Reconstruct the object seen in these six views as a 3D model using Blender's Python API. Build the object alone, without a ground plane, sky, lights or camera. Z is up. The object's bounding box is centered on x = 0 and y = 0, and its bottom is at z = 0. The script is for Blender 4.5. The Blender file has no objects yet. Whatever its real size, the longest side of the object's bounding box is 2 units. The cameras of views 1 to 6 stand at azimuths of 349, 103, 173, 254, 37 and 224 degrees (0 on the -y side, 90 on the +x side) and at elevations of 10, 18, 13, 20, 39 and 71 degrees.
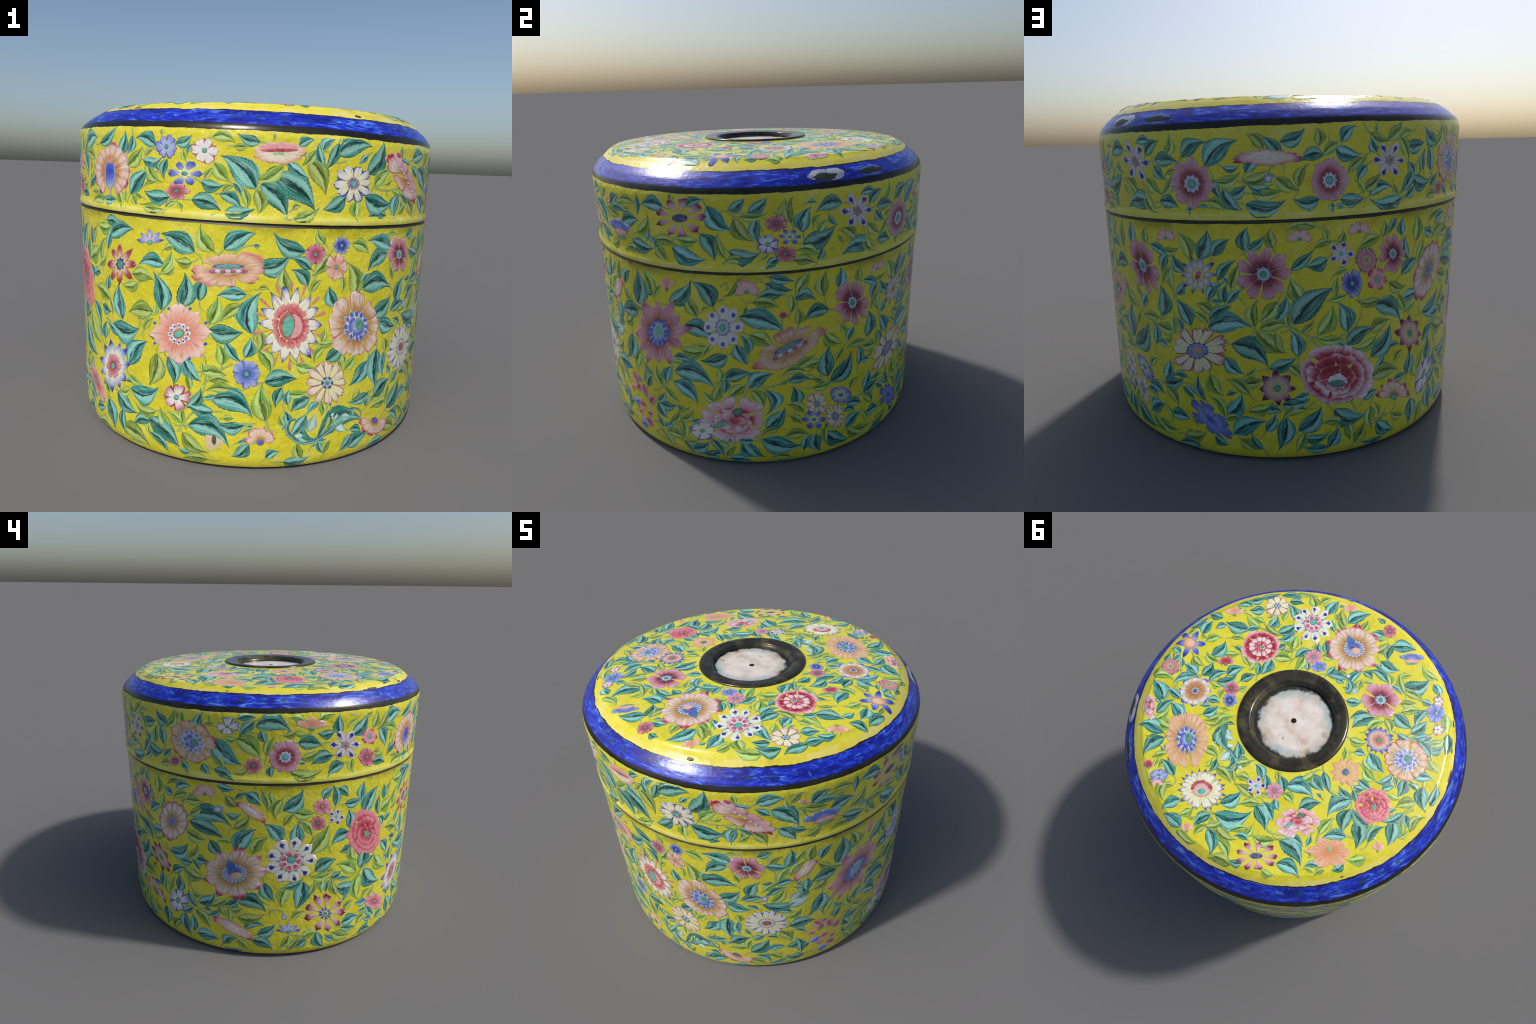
"""A round lidded enamel box: yellow ground painted with flowers and leaves,
cobalt blue border, dark metal rims and a sunken button in the lid."""
import math
import random

import bpy
import numpy as np
from mathutils import Matrix, Vector, noise

rng = random.Random(7)
TAU = math.tau

# ------------------------------------------------------------------ the form
# outer profile of the box, height -> radius (the box leans a little)
PROFILE = [(.010, .968), (.018, .9755), (.03, .981), (.05, .9862), (.12, .9912), (.6, .992), (1.115, .993), (1.136, .999), (1.150, .999), (1.168, .9940), (1.20, .9928),
           (1.48, .994), (1.508, .989), (1.522, .983), (1.534, .975), (1.566, .944), (1.5945, .906),
           (1.613, .881), (1.6290, .850), (1.6420, .600), (1.6510, .307)]
PZ, PR = np.array(PROFILE).T


def lean(z):
    return float(np.interp(z, [0, 1.13, 1.5, 1.595, 1.613, 1.63], [.004, .020, .023, .018, .010, .004]))


def pitch(z):
    return float(np.interp(z, [1.597, 1.62], [0, .0045]))


def shift(z):
    return float(np.interp(z, [0, 1.1, 1.13, 1.5, 1.55, 1.6, 1.629, 1.655], [.004, .001, -.001, .001, .009, .014, .007, .017]))


def drift(z):
    return float(np.interp(z, [0, 1.0, 1.11, 1.13, 1.5, 1.55, 1.61, 1.64], [-.008, -.001, .002, .005, .005, -.001, -.001, .002]))


def radius_at(z):
    return float(np.interp(z, PZ, PR))


def place(az, r, z):
    """azimuth in degrees (0 = -y, 90 = +x), radius and height along the axis -> point"""
    a = math.radians(az)
    x = r * math.sin(a)
    return Vector((shift(z) + x, drift(z) - r * math.cos(a), z - lean(z) * x + pitch(z) * r * math.cos(a)))


RELIEF = .22      # the ornament is fired enamel: it stands only a little proud


class Wall:
    """the upright wall: position = (azimuth, height), local metres = (around, up)"""

    def __init__(self, low, high):
        self.low, self.high = low, high

    def point(self, base, a, b, lift=0.0):
        h = min(max(base[1] + b, self.low), self.high)
        az = base[0] + math.degrees(a / .985)
        n = math.radians(az)
        return place(az, radius_at(h), h) + RELIEF * lift * Vector((math.sin(n), -math.cos(n), 0))

    def frame(self, base):
        n = math.radians(base[0])
        return self.point(base, 0, 0), Vector((math.cos(n), math.sin(n), 0)), Vector((0, 0, 1))


class Top:
    """the nearly flat lid top: position = (x, y)"""

    def point(self, base, a, b, lift=0.0):
        x, y = base[0] + a, base[1] + b
        z = 1.64
        for _ in range(4):
            cx, cy = shift(z), drift(z)
            u, v = x - cx, y - cy
            r = math.hypot(u, v)
            z = float(np.interp(-r, -PR[12:], PZ[12:]))
        if r > .886:
            u, v, r = u * .886 / r, v * .886 / r, .886
        if r > .83:
            lift = lift + .006 * min(1, (r - .83) / .02)
        z = float(np.interp(-r, -PR[12:], PZ[12:]))
        return Vector((cx + u, cy + v, z - lean(z) * u - pitch(z) * v + .0004 + RELIEF * .5 * lift))

    def frame(self, base):
        return self.point(base, 0, 0), Vector((1, 0, 0)), Vector((0, 1, 0))


# ----------------------------------------------------------------- materials
def rgb(code):
    c = [int(code[i:i + 2], 16) / 255 for i in (1, 3, 5)]
    return tuple(x / 12.92 if x <= .04045 else ((x + .055) / 1.055) ** 2.4 for x in c) + (1.0,)


class Nodes:
    def __init__(self, name, rough=.24, spec=.5):
        self.mat = bpy.data.materials.new(name)
        self.mat.use_nodes = True
        self.tree = self.mat.node_tree
        self.bsdf = self.tree.nodes["Principled BSDF"]
        self.bsdf.inputs["Roughness"].default_value = rough
        self.bsdf.inputs["Specular IOR Level"].default_value = spec

    def new(self, kind, **settings):
        n = self.tree.nodes.new("ShaderNode" + kind)
        for k, v in settings.items():
            setattr(n, k, v)
        return n

    def put(self, value, socket):
        if isinstance(value, bpy.types.NodeSocket):
            self.tree.links.new(value, socket)
        else:
            socket.default_value = value

    def math(self, op, a, b=0.0, clamp=False):
        n = self.new("Math", operation=op, use_clamp=clamp)
        self.put(a, n.inputs[0])
        self.put(b, n.inputs[1])
        return n.outputs[0]

    def mix(self, fac, a, b, blend="MIX"):
        n = self.new("Mix", data_type="RGBA", blend_type=blend)
        self.put(fac, n.inputs["Factor"])
        self.put(a, n.inputs["A"])
        self.put(b, n.inputs["B"])
        return n.outputs["Result"]

    def ramp(self, fac, stops, smooth=False):
        n = self.new("ValToRGB")
        e = n.color_ramp.elements
        while len(e) < len(stops):
            e.new(.5)
        for el, (p, c) in zip(e, stops):
            el.position = p
        for el, (p, c) in zip(e, stops):
            el.color = rgb(c) if isinstance(c, str) else (c, c, c, 1)
        n.color_ramp.interpolation = "EASE" if smooth else "LINEAR"
        self.put(fac, n.inputs[0])
        return n.outputs[0]

    def coords(self):
        return self.new("TexCoord").outputs["Object"]

    def noise(self, vec, scale, detail=3.0, rough=.55, distort=0.0):
        n = self.new("TexNoise")
        self.put(vec, n.inputs["Vector"])
        n.inputs["Scale"].default_value = scale
        n.inputs["Detail"].default_value = detail
        n.inputs["Roughness"].default_value = rough
        n.inputs["Distortion"].default_value = distort
        return n.outputs["Fac"]

    def bump(self, height, strength, distance=.01):
        n = self.new("Bump")
        n.inputs["Strength"].default_value = strength
        n.inputs["Distance"].default_value = distance
        self.put(height, n.inputs["Height"])
        self.put(n.outputs["Normal"], self.bsdf.inputs["Normal"])

    def colour(self, c):
        self.put(c, self.bsdf.inputs["Base Color"])
        return self.mat

    def separate(self, vec):
        n = self.new("SeparateXYZ")
        self.put(vec, n.inputs[0])
        return n.outputs

    def own(self, name):
        n = self.new("Attribute", attribute_type="OBJECT", attribute_name='["%s"]' % name)
        return n.outputs["Fac"]

    def random(self):
        return self.new("ObjectInfo").outputs["Random"]

    def world(self):
        return self.new("NewGeometry").outputs["Position"]


ENAMEL = .27


def yellow_enamel(name, pale=0.0, relief=.42, stained=None):
    m = Nodes(name, ENAMEL if relief > .2 else .20)
    co = m.coords()
    c = m.ramp(m.noise(co, 5.5, 4, .6, .4), [(.26, "#b8ac22"), (.42, "#cfc72c"), (.58, "#d8d03a"), (.76, "#dad66c")])
    fine = m.noise(co, 42, 3, .6)
    c = m.mix(.35, c, m.ramp(fine, [(.28, "#bcb022"), (.5, "#d7ce34"), (.74, "#e0da64")]))
    if pale:
        c = m.mix(m.ramp(m.noise(co, 9, 3), [(.3, pale * .6), (.7, pale)]), c, rgb("#dcd678"))
    warm = m.ramp(m.noise(co, 8.5, 4, .6, .8), [(.50, 0.0), (.66, .32)])
    c = m.mix(warm, c, rgb("#cfbe1c"))
    lemon = m.ramp(m.noise(co, 7.2, 4, .65, .6), [(.55, 0.0), (.71, .42)])
    c = m.mix(lemon, c, rgb("#d9da80"))
    olive = m.ramp(m.noise(co, 2.6, 4, .65, .5), [(.60, 0.0), (.78, .28)])
    c = m.mix(olive, c, rgb("#a09a24"))
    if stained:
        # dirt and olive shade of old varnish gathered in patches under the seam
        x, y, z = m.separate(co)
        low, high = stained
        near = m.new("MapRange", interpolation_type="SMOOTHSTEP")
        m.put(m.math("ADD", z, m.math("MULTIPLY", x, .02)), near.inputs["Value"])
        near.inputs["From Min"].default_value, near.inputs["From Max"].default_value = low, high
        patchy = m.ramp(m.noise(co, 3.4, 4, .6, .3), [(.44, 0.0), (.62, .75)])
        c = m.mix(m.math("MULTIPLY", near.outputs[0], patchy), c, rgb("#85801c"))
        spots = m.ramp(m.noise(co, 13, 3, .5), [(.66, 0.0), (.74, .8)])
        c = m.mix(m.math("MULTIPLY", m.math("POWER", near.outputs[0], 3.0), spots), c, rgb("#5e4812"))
    m.bump(m.math("ADD", m.noise(co, 22, 4, .6, .6), m.math("MULTIPLY", fine, .4)), relief, .012)
    return m.colour(c)


def lip_enamel():
    m = Nodes("pale_yellow_lip", ENAMEL)
    co = m.coords()
    c = m.ramp(m.noise(co, 8, 4, .6), [(.3, "#cfc63c"), (.5, "#d8d25c"), (.7, "#dedb8c")])
    m.bump(m.noise(co, 25, 4), .2, .01)
    return m.colour(c)


def edge_enamel():
    """pale worn yellow between the top's edge and the blue border"""
    m = Nodes("worn_yellow_edge", ENAMEL)
    co = m.coords()
    c = m.ramp(m.noise(co, 7, 4, .6, .3), [(.3, "#c2b130"), (.45, "#d6c842"), (.6, "#d9cc6a"), (.75, "#d6c48a")])
    stain = m.ramp(m.noise(co, 16, 3, .6), [(.68, 0.0), (.80, .6)])
    c = m.mix(stain, c, rgb("#8c7a2a"))
    m.bump(m.noise(co, 20, 4), .25, .012)
    return m.colour(c)


def blue_enamel():
    m = Nodes("cobalt_blue_enamel", .26)
    co = m.coords()
    x, y, z = m.separate(co)
    az = m.math("ARCTAN2", x, m.math("MULTIPLY", y, -1.0))
    comb = m.new("CombineXYZ")
    m.put(m.math("MULTIPLY", az, 3.0), comb.inputs[0])
    m.put(m.math("MULTIPLY", z, 22.0), comb.inputs[1])
    streak = m.noise(comb.outputs[0], 2.6, 5, .65, 1.2)
    c = m.ramp(streak, [(.34, "#0c105c"), (.44, "#141c92"), (.52, "#1c2ebc"), (.58, "#2a54d0"), (.67, "#6a96e2")])
    c = m.mix(m.ramp(m.noise(co, 4, 3), [(.4, 0.0), (.7, .5)]), c, rgb("#12167c"))
    fleck = m.noise(co, 26, 4, .7, .5)
    c = m.mix(m.ramp(fleck, [(.30, .7), (.44, 0.0)]), c, rgb("#0c1058"))
    c = m.mix(m.ramp(fleck, [(.57, 0.0), (.72, .55)]), c, rgb("#4c7cdc"))
    # a row of dull green dots round the middle of the border
    f = m.math("SUBTRACT", m.math("FRACT", m.math("MULTIPLY", az, 54 / TAU)), .5)
    lean_z = m.math("ADD", z, m.math("MULTIPLY", x, .020))
    dz = m.math("MULTIPLY", m.math("SUBTRACT", lean_z, 1.565), 30.0)
    wob = m.math("MULTIPLY", m.math("SUBTRACT", m.noise(co, 18, 3), .5), .5)
    d = m.math("ADD", m.math("SQRT", m.math("ADD", m.math("POWER", m.math("MULTIPLY", f, 1.4), 2.0), m.math("POWER", dz, 2.0))), wob)
    dots = m.math("MULTIPLY", m.ramp(d, [(.08, .9), (.30, 0.0)]), m.ramp(m.noise(co, 3.1, 2), [(.42, .15), (.56, 1.0)]))
    c = m.mix(dots, c, rgb("#17414c"))
    m.bump(m.math("ADD", streak, m.noise(co, 30, 3)), .11, .01)
    return m.colour(c)


def dark_metal(name, tone="#22211c", light="#3d3b31", rough=.32, metal=.35, patches=None):
    m = Nodes(name, rough)
    m.bsdf.inputs["Metallic"].default_value = metal
    co = m.coords()
    c = m.ramp(m.noise(co, 7, 5, .65), [(.35, tone), (.68, light)])
    if patches:
        c = m.mix(m.ramp(m.noise(co, 11, 4, .6), [(.52, 0.0), (.64, .8)]), c, rgb(patches))
        c = m.mix(m.ramp(m.noise(co, 17, 3, .6, .5), [(.60, 0.0), (.72, .85)]), c, rgb("#14151a"))
    m.bump(m.noise(co, 18, 4), .15, .006)
    return m.colour(c)


def button_enamel():
    """pinkish white field with a stained, chipped rim"""
    m = Nodes("pinkish_white_enamel", .35)
    co = m.coords()
    x, y, z = m.separate(co)
    n = m.noise(co, 11, 4, .6)
    r = m.math("SQRT", m.math("ADD", m.math("POWER", x, 2.0), m.math("POWER", y, 2.0)))
    r = m.math("ADD", r, m.math("MULTIPLY", m.math("SUBTRACT", m.noise(co, 16, 4, .7), .5), .07))
    c = m.ramp(n, [(.30, "#b5a48f"), (.46, "#cfc4b8"), (.66, "#dad3ca")])
    c = m.mix(m.ramp(r, [(.150, 0.0), (.185, .75)]), c, m.ramp(m.noise(co, 9, 2), [(.4, "#8fa6a8"), (.55, "#b5b0a2"), (.65, "#8a6a48")]))
    c = m.mix(m.ramp(r, [(.198, 0.0), (.212, 1.0)]), c, rgb("#1d201f"))
    speck = m.ramp(m.noise(co, 30, 2), [(.70, 0.0), (.76, .7)])
    c = m.mix(speck, c, rgb("#6b5a48"))
    m.bump(n, .3, .01)
    return m.colour(c)


def plain(name, code, rough=ENAMEL, vary=.25):
    m = Nodes(name, rough)
    n = m.noise(m.world(), 60, 3)
    c = m.mix(m.ramp(n, [(.3, 0.0), (.75, vary)]), rgb(code), (.62, .62, .58, 1))
    c = m.mix(m.ramp(n, [(.25, vary), (.5, 0.0)]), c, rgb("#30281c"))
    return m.colour(c)


HALF_POWER, HALF_TAPER, HALF_POINT = .80, .25, 1.08


def leaf_enamel(name, stops, dark, glint):
    """colour across a leaf: t runs from -1 to 1 between its edges; one half light, one dark"""
    m = Nodes(name, ENAMEL)
    x, y, z = m.separate(m.coords())
    x = m.math("MINIMUM", m.math("MAXIMUM", x, .003), .997)
    mid = m.math("MULTIPLY", m.math("MULTIPLY", m.own("bend"), 4.0), m.math("MULTIPLY", x, m.math("SUBTRACT", 1.0, x)))
    mid = m.math("ADD", mid, m.math("MULTIPLY", m.own("hook"), m.math("POWER", x, 4.0)))
    arch = m.math("POWER", m.math("SINE", m.math("MULTIPLY", m.math("POWER", x, HALF_POWER), math.pi)), HALF_POINT)
    arch = m.math("MULTIPLY", arch, m.math("SUBTRACT", 1.0, m.math("MULTIPLY", m.math("POWER", x, 2.0), HALF_TAPER)))
    w = m.math("MAXIMUM", m.math("MULTIPLY", arch, m.own("half")), .004)
    t = m.math("DIVIDE", m.math("SUBTRACT", y, mid), w)
    side = m.own("side")
    t = m.math("MULTIPLY", t, side)
    grain = m.noise(m.world(), 38, 3)
    tt = m.math("ADD", t, m.math("MULTIPLY", m.math("SUBTRACT", grain, .5), .5))
    c = m.ramp(m.math("MULTIPLY", m.math("ADD", tt, 1.0), .5), stops)
    # oblique veins and the row of fine ticks along the edge
    at = m.math("ABSOLUTE", t)
    ph = m.math("SUBTRACT", m.math("MULTIPLY", x, 15.0), m.math("MULTIPLY", at, 2.2))
    vein = m.math("POWER", m.math("ABSOLUTE", m.math("SINE", m.math("MULTIPLY", ph, math.pi))), 4.0)
    band = m.ramp(at, [(.12, 0.0), (.30, .25), (.50, .15), (.66, .80), (.84, .85), (.97, .2)])
    c = m.mix(m.math("MULTIPLY", m.math("MULTIPLY", vein, band), .62), c, rgb(dark))
    # long brush strokes running beside the midrib
    comb = m.new("CombineXYZ")
    m.put(m.math("MULTIPLY", x, 1.6), comb.inputs[0])
    m.put(m.math("MULTIPLY", t, 4.5), comb.inputs[1])
    m.put(m.math("MULTIPLY", m.random(), 40.0), comb.inputs[2])
    brush = m.noise(comb.outputs[0], 1.6, 3, .6)
    c = m.mix(m.ramp(brush, [(.30, .5), (.40, 0.0)]), c, rgb(dark))
    c = m.mix(m.ramp(brush, [(.50, 0.0), (.66, .55)]), c, rgb(glint))
    # darker toward base and tip, each leaf a little different
    ends = m.ramp(x, [(0.0, .5), (.16, 0.0), (.86, 0.0), (1.0, .4)])
    c = m.mix(ends, c, rgb(dark))
    hsv = m.new("HueSaturation")
    m.put(m.math("ADD", .485, m.math("MULTIPLY", m.random(), .03)), hsv.inputs["Hue"])
    m.put(m.math("ADD", .90, m.math("MULTIPLY", m.random(), .34)), hsv.inputs["Value"])
    m.put(c, hsv.inputs["Color"])
    m.bump(m.math("ADD", grain, m.math("MULTIPLY", vein, .3)), .12, .006)
    return m.colour(hsv.outputs["Color"])


def make_leaf_materials():
    return {
        "teal": leaf_enamel("teal_leaf_enamel", [(0.0, "#123c3a"), (.06, "#3a8478"), (.18, "#62aa9c"), (.32, "#90c6b8"), (.43, "#6aaea0"),
                                                (.475, "#14403e"), (.52, "#0a2e2e"), (.63, "#145652"), (.82, "#419486"), (.94, "#347c70"), (1.0, "#0d3331")], "#0a3032", "#a8d0c2"),
        "green": leaf_enamel("green_leaf_enamel", [(0.0, "#3f5c20"), (.06, "#86a543"), (.22, "#a6c163"), (.36, "#b9cf7c"), (.45, "#9ab655"),
                                                  (.49, "#33501a"), (.54, "#3d5c1e"), (.68, "#6d8f34"), (.86, "#8fae4a"), (.96, "#64852c"), (1.0, "#34501a")], "#34501c", "#c9d994"),
        "white": leaf_enamel("white_frill_enamel", [(0.0, "#5a8c88"), (.12, "#9cc4ba"), (.5, "#c8dad2"), (.8, "#8cb8b0"), (1.0, "#3f7570")], "#4f8c88", "#ebeee4"),
        "pink": leaf_enamel("pink_petal_enamel", [(0.0, "#c68aa0"), (.2, "#dcb4bc"), (.45, "#b23048"), (.6, "#a8243c"), (.85, "#d79aa8"), (1.0, "#b0607c")], "#a82c44", "#e4c8cc"),
        "blue": leaf_enamel("blue_petal_enamel", [(0.0, "#93a6d8"), (.25, "#a8bae0"), (.5, "#2c48b0"), (.8, "#7f96d6"), (1.0, "#4a60b4")], "#2a40a0", "#b8c6e6"),
    }


RAMPS = {}


def radial(stops, streak=0.0):
    """enamel whose colour changes with the distance from the flower's centre"""
    key = (tuple(stops), streak)
    if key not in RAMPS:
        m = Nodes("petal_enamel", ENAMEL)
        co = m.coords()
        x, y, z = m.separate(co)
        r = m.math("SQRT", m.math("ADD", m.math("POWER", x, 2.0), m.math("POWER", y, 2.0)))
        g = m.noise(m.world(), 55, 3)
        r = m.math("ADD", r, m.math("MULTIPLY", m.math("SUBTRACT", g, .5), .16))
        c = m.ramp(r, list(stops))
        rr = m.math("MAXIMUM", m.math("SQRT", m.math("ADD", m.math("POWER", x, 2.0), m.math("POWER", y, 2.0))), .03)
        comb = m.new("CombineXYZ")
        m.put(m.math("MULTIPLY", m.math("DIVIDE", x, rr), 7.0), comb.inputs[0])
        m.put(m.math("MULTIPLY", m.math("DIVIDE", y, rr), 7.0), comb.inputs[1])
        m.put(m.math("ADD", m.math("MULTIPLY", rr, 1.5), m.math("MULTIPLY", m.random(), 30.0)), comb.inputs[2])
        hair = m.noise(comb.outputs[0], 1.4, 4, .65)
        c = m.mix(m.ramp(hair, [(.30, .7), (.46, 0.0)]), c, rgb("#84504a"))
        c = m.mix(m.ramp(hair, [(.56, 0.0), (.74, .4)]), c, rgb("#e6e2d4"))
        if streak:
            a = m.math("ARCTAN2", y, x)
            s = m.math("POWER", m.math("ABSOLUTE", m.math("SINE", m.math("MULTIPLY", a, streak))), 6.0)
            c = m.mix(m.math("MULTIPLY", s, .35), c, rgb(stops[0][1]))
        m.bump(m.math("ADD", g, hair), .10, .006)
        RAMPS[key] = m.colour(c)
    return RAMPS[key]


PLAINS = {}


def paint(code):
    if code not in PLAINS:
        PLAINS[code] = plain("enamel_paint", code)
    return PLAINS[code]


# ----------------------------------------------------------------- meshes
def new_object(name, verts, faces, mats, slots=None, parent=None, matrix=None, smooth=True):
    me = bpy.data.meshes.new(name)
    me.from_pydata([tuple(v) for v in verts], [], faces)
    for m in mats:
        me.materials.append(m)
    if slots is not None:
        me.polygons.foreach_set("material_index", slots)
    if smooth:
        me.polygons.foreach_set("use_smooth", [True] * len(me.polygons))
    ob = bpy.data.objects.new(name, me)
    bpy.context.scene.collection.objects.link(ob)
    if parent:
        ob.parent = parent
    if matrix is not None:
        ob.matrix_world = matrix
    return ob


SEG = 720


def lathe(name, rows, mat, parent, closed=False):
    """rows: list of functions az -> (radius, height); a skin of revolution that may wave"""
    verts, faces = [], []
    for f in rows:
        for i in range(SEG):
            az = 360.0 * i / SEG
            verts.append(place(az, *f(az)))
    for j in range(len(rows) - 1):
        for i in range(SEG):
            k = (i + 1) % SEG
            faces.append((j * SEG + i, j * SEG + k, (j + 1) * SEG + k, (j + 1) * SEG + i))
    if closed:
        faces.append(tuple(range((len(rows) - 1) * SEG, len(rows) * SEG)))
    return new_object(name, verts, faces, [mat], parent=parent)


def on_profile(z_of):
    return lambda az: (radius_at(z_of(az)), z_of(az))


def wavy(z, amount, seed, freq=9.0):
    def f(az):
        a = math.radians(az)
        p = Vector((math.cos(a) * freq, math.sin(a) * freq, seed * 7.3))
        q = Vector((math.cos(a) * freq * 5, math.sin(a) * freq * 5, seed * 3.1))
        return z + amount * (noise.noise(p) + .5 * noise.noise(q))
    return f


def band(name, low, high, steps, mat, parent):
    """a strip of the profile between two (wavy) heights"""
    rows = [on_profile(lambda az, k=k: low(az) + (high(az) - low(az)) * k / steps) for k in range(steps + 1)]
    return lathe(name, rows, mat, parent)


# shapes of petals: width along the petal from root to tip
SHAPE_S = [0, .12, .28, .5, .7, .85, .94, 1]
SHAPES = {
    "round": [.40, .55, .75, .95, 1.0, .86, .58, .16],
    "point": [.50, .72, .92, 1.0, .78, .45, .20, .02],
    "drop": [.14, .18, .28, .58, .98, 1.0, .68, .14],
    "wedge": [.22, .36, .56, .78, .97, 1.0, .78, .34],
    "heart": [.24, .38, .60, .84, 1.0, .98, .80, .50],
    "oval": [.20, .50, .82, 1.0, .94, .70, .42, .06],
    "strip": [.60, .68, .80, .92, 1.0, .84, .55, .14],
}


class Motif:
    """collects relief pieces in unit coordinates (u, v, lift in metres) with paints"""

    def __init__(self):
        self.verts, self.faces, self.slots, self.mats = [], [], [], []

    def slot(self, mat):
        if mat not in self.mats:
            self.mats.append(mat)
        return self.mats.index(mat)

    def grid(self, pts, nrow, ncol, slot_of):
        o = len(self.verts)
        self.verts += pts
        for j in range(nrow - 1):
            for i in range(ncol - 1):
                self.faces.append((o + j * ncol + i, o + j * ncol + i + 1, o + (j + 1) * ncol + i + 1, o + (j + 1) * ncol + i))
                self.slots.append(slot_of(j, i))

    def petal(self, angle, r0, r1, half, shape, fill, rim=None, lift=.001, high=.0025, rim_frac=.22, cx=0.0, cy=0.0, curl=0.0):
        T = [-1, -1 + rim_frac, -.35, 0, .35, 1 - rim_frac, 1]
        S = [0, .1, .25, .42, .6, .75, .86, .94, 1.0]
        fi, ri = self.slot(fill), self.slot(rim or fill)
        pts = []
        ca, sa = math.cos(angle), math.sin(angle)
        p1, p2, p3 = rng.uniform(0, TAU), rng.uniform(0, TAU), rng.uniform(-.10, .10)
        for s in S:
            w = half * float(np.interp(s, SHAPE_S, SHAPES[shape]))
            for t in T:
                r = r0 + (r1 - r0) * s
                if shape == "heart":
                    r -= .10 * (r1 - r0) * s ** 6 * (1 - abs(t)) ** 2 - .0 * t
                    r -= .07 * (r1 - r0) * s ** 3 * t * t
                elif shape in ("round", "wedge", "drop", "oval", "strip"):
                    r -= .10 * (r1 - r0) * s ** 3 * t * t
                r += .06 * (r1 - r0) * s ** 2 * math.sin(3.2 * t + p1)
                u, v = r, t * w * (1 + .14 * math.sin(5 * s + p2)) + (curl + p3 * half) * s * s
                edge = abs(t) > .99 or s > .99 or s < .01
                z = lift - .0012 if edge else lift + high * (1 - .6 * t * t) * (.35 + .65 * math.sin(math.pi * min(1, s + .08)))
                pts.append((cx + u * ca - v * sa, cy + u * sa + v * ca, z))
        last = len(S) - 2
        self.grid(pts, len(S), len(T), lambda j, i: ri if (i in (0, len(T) - 2) or j >= last) else fi)

    def disc(self, cx, cy, rx, ry, fill, rim=None, lift=.003, high=.003, rot=0.0, n=14, wave=0.0, waves=0):
        fi, ri = self.slot(fill), self.slot(rim or fill)
        o = len(self.verts)
        c, s = math.cos(rot), math.sin(rot)
        for f, z in ((1.0, -.0015), (.78, high * .6), (.4, high * .95)):
            for k in range(n):
                a = TAU * k / n
                q = f * (1 + wave * math.cos(waves * a))
                x, y = rx * q * math.cos(a), ry * q * math.sin(a)
                self.verts.append((cx + x * c - y * s, cy + x * s + y * c, lift + z))
        self.verts.append((cx, cy, lift + high))
        for j in range(2):
            for k in range(n):
                k2 = (k + 1) % n
                self.faces.append((o + j * n + k, o + j * n + k2, o + (j + 1) * n + k2, o + (j + 1) * n + k))
                self.slots.append(ri if j == 0 else fi)
        for k in range(n):
            self.faces.append((o + 2 * n + k, o + 2 * n + (k + 1) % n, o + 3 * n))
            self.slots.append(fi)

    def whorl(self, n, r0, r1, half, shape, fill, rim=None, phase=0.0, lift=.001, high=.0025, rim_frac=.22, start=0.0, sweep=TAU, vary=.09, cx=0.0, cy=0.0):
        for k in range(n):
            step = k / n if sweep > 6 else (k / (n - 1) if n > 1 else .5)
            a = start + phase + sweep * step + rng.uniform(-.07, .07)
            q = 1 + rng.uniform(-vary, vary)
            self.petal(a, r0, r0 + (r1 - r0) * q, half * (1 + rng.uniform(-vary, vary)), shape, fill, rim, lift + .0002 * (k % 3), high, rim_frac, cx, cy)

    def beads(self, n, r, size, fill, rim=None, phase=0.0, lift=.004, rx=1.0, ry=1.0, cx=0.0, cy=0.0):
        for k in range(n):
            a = phase + TAU * k / n
            self.disc(cx + r * rx * math.cos(a), cy + r * ry * math.sin(a), size, size, fill, rim, lift, .002, n=8)


# ------------------------------------------------------------ kinds of flower
WHITE, CREAM, NAVY, BLUE, SKY = "#e2ddd8", "#e3dfae", "#1c2878", "#4660bc", "#a3b2da"
PINK, ROSE, CRIMSON, MAROON, MAUVE = "#dfa2a6", "#cc5468", "#b0263e", "#6e1a2c", "#c296a6"
SALMON, PEACH, TAN, OCHRE, RUST = "#dd9276", "#e6c0a8", "#c89a68", "#a8743a", "#a8421e"
GREEN, TEAL, LIME, DARK, YELLOW = "#2f8f70", "#4fb09a", "#9ab850", "#2c2420", "#d0c02c"


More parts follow.
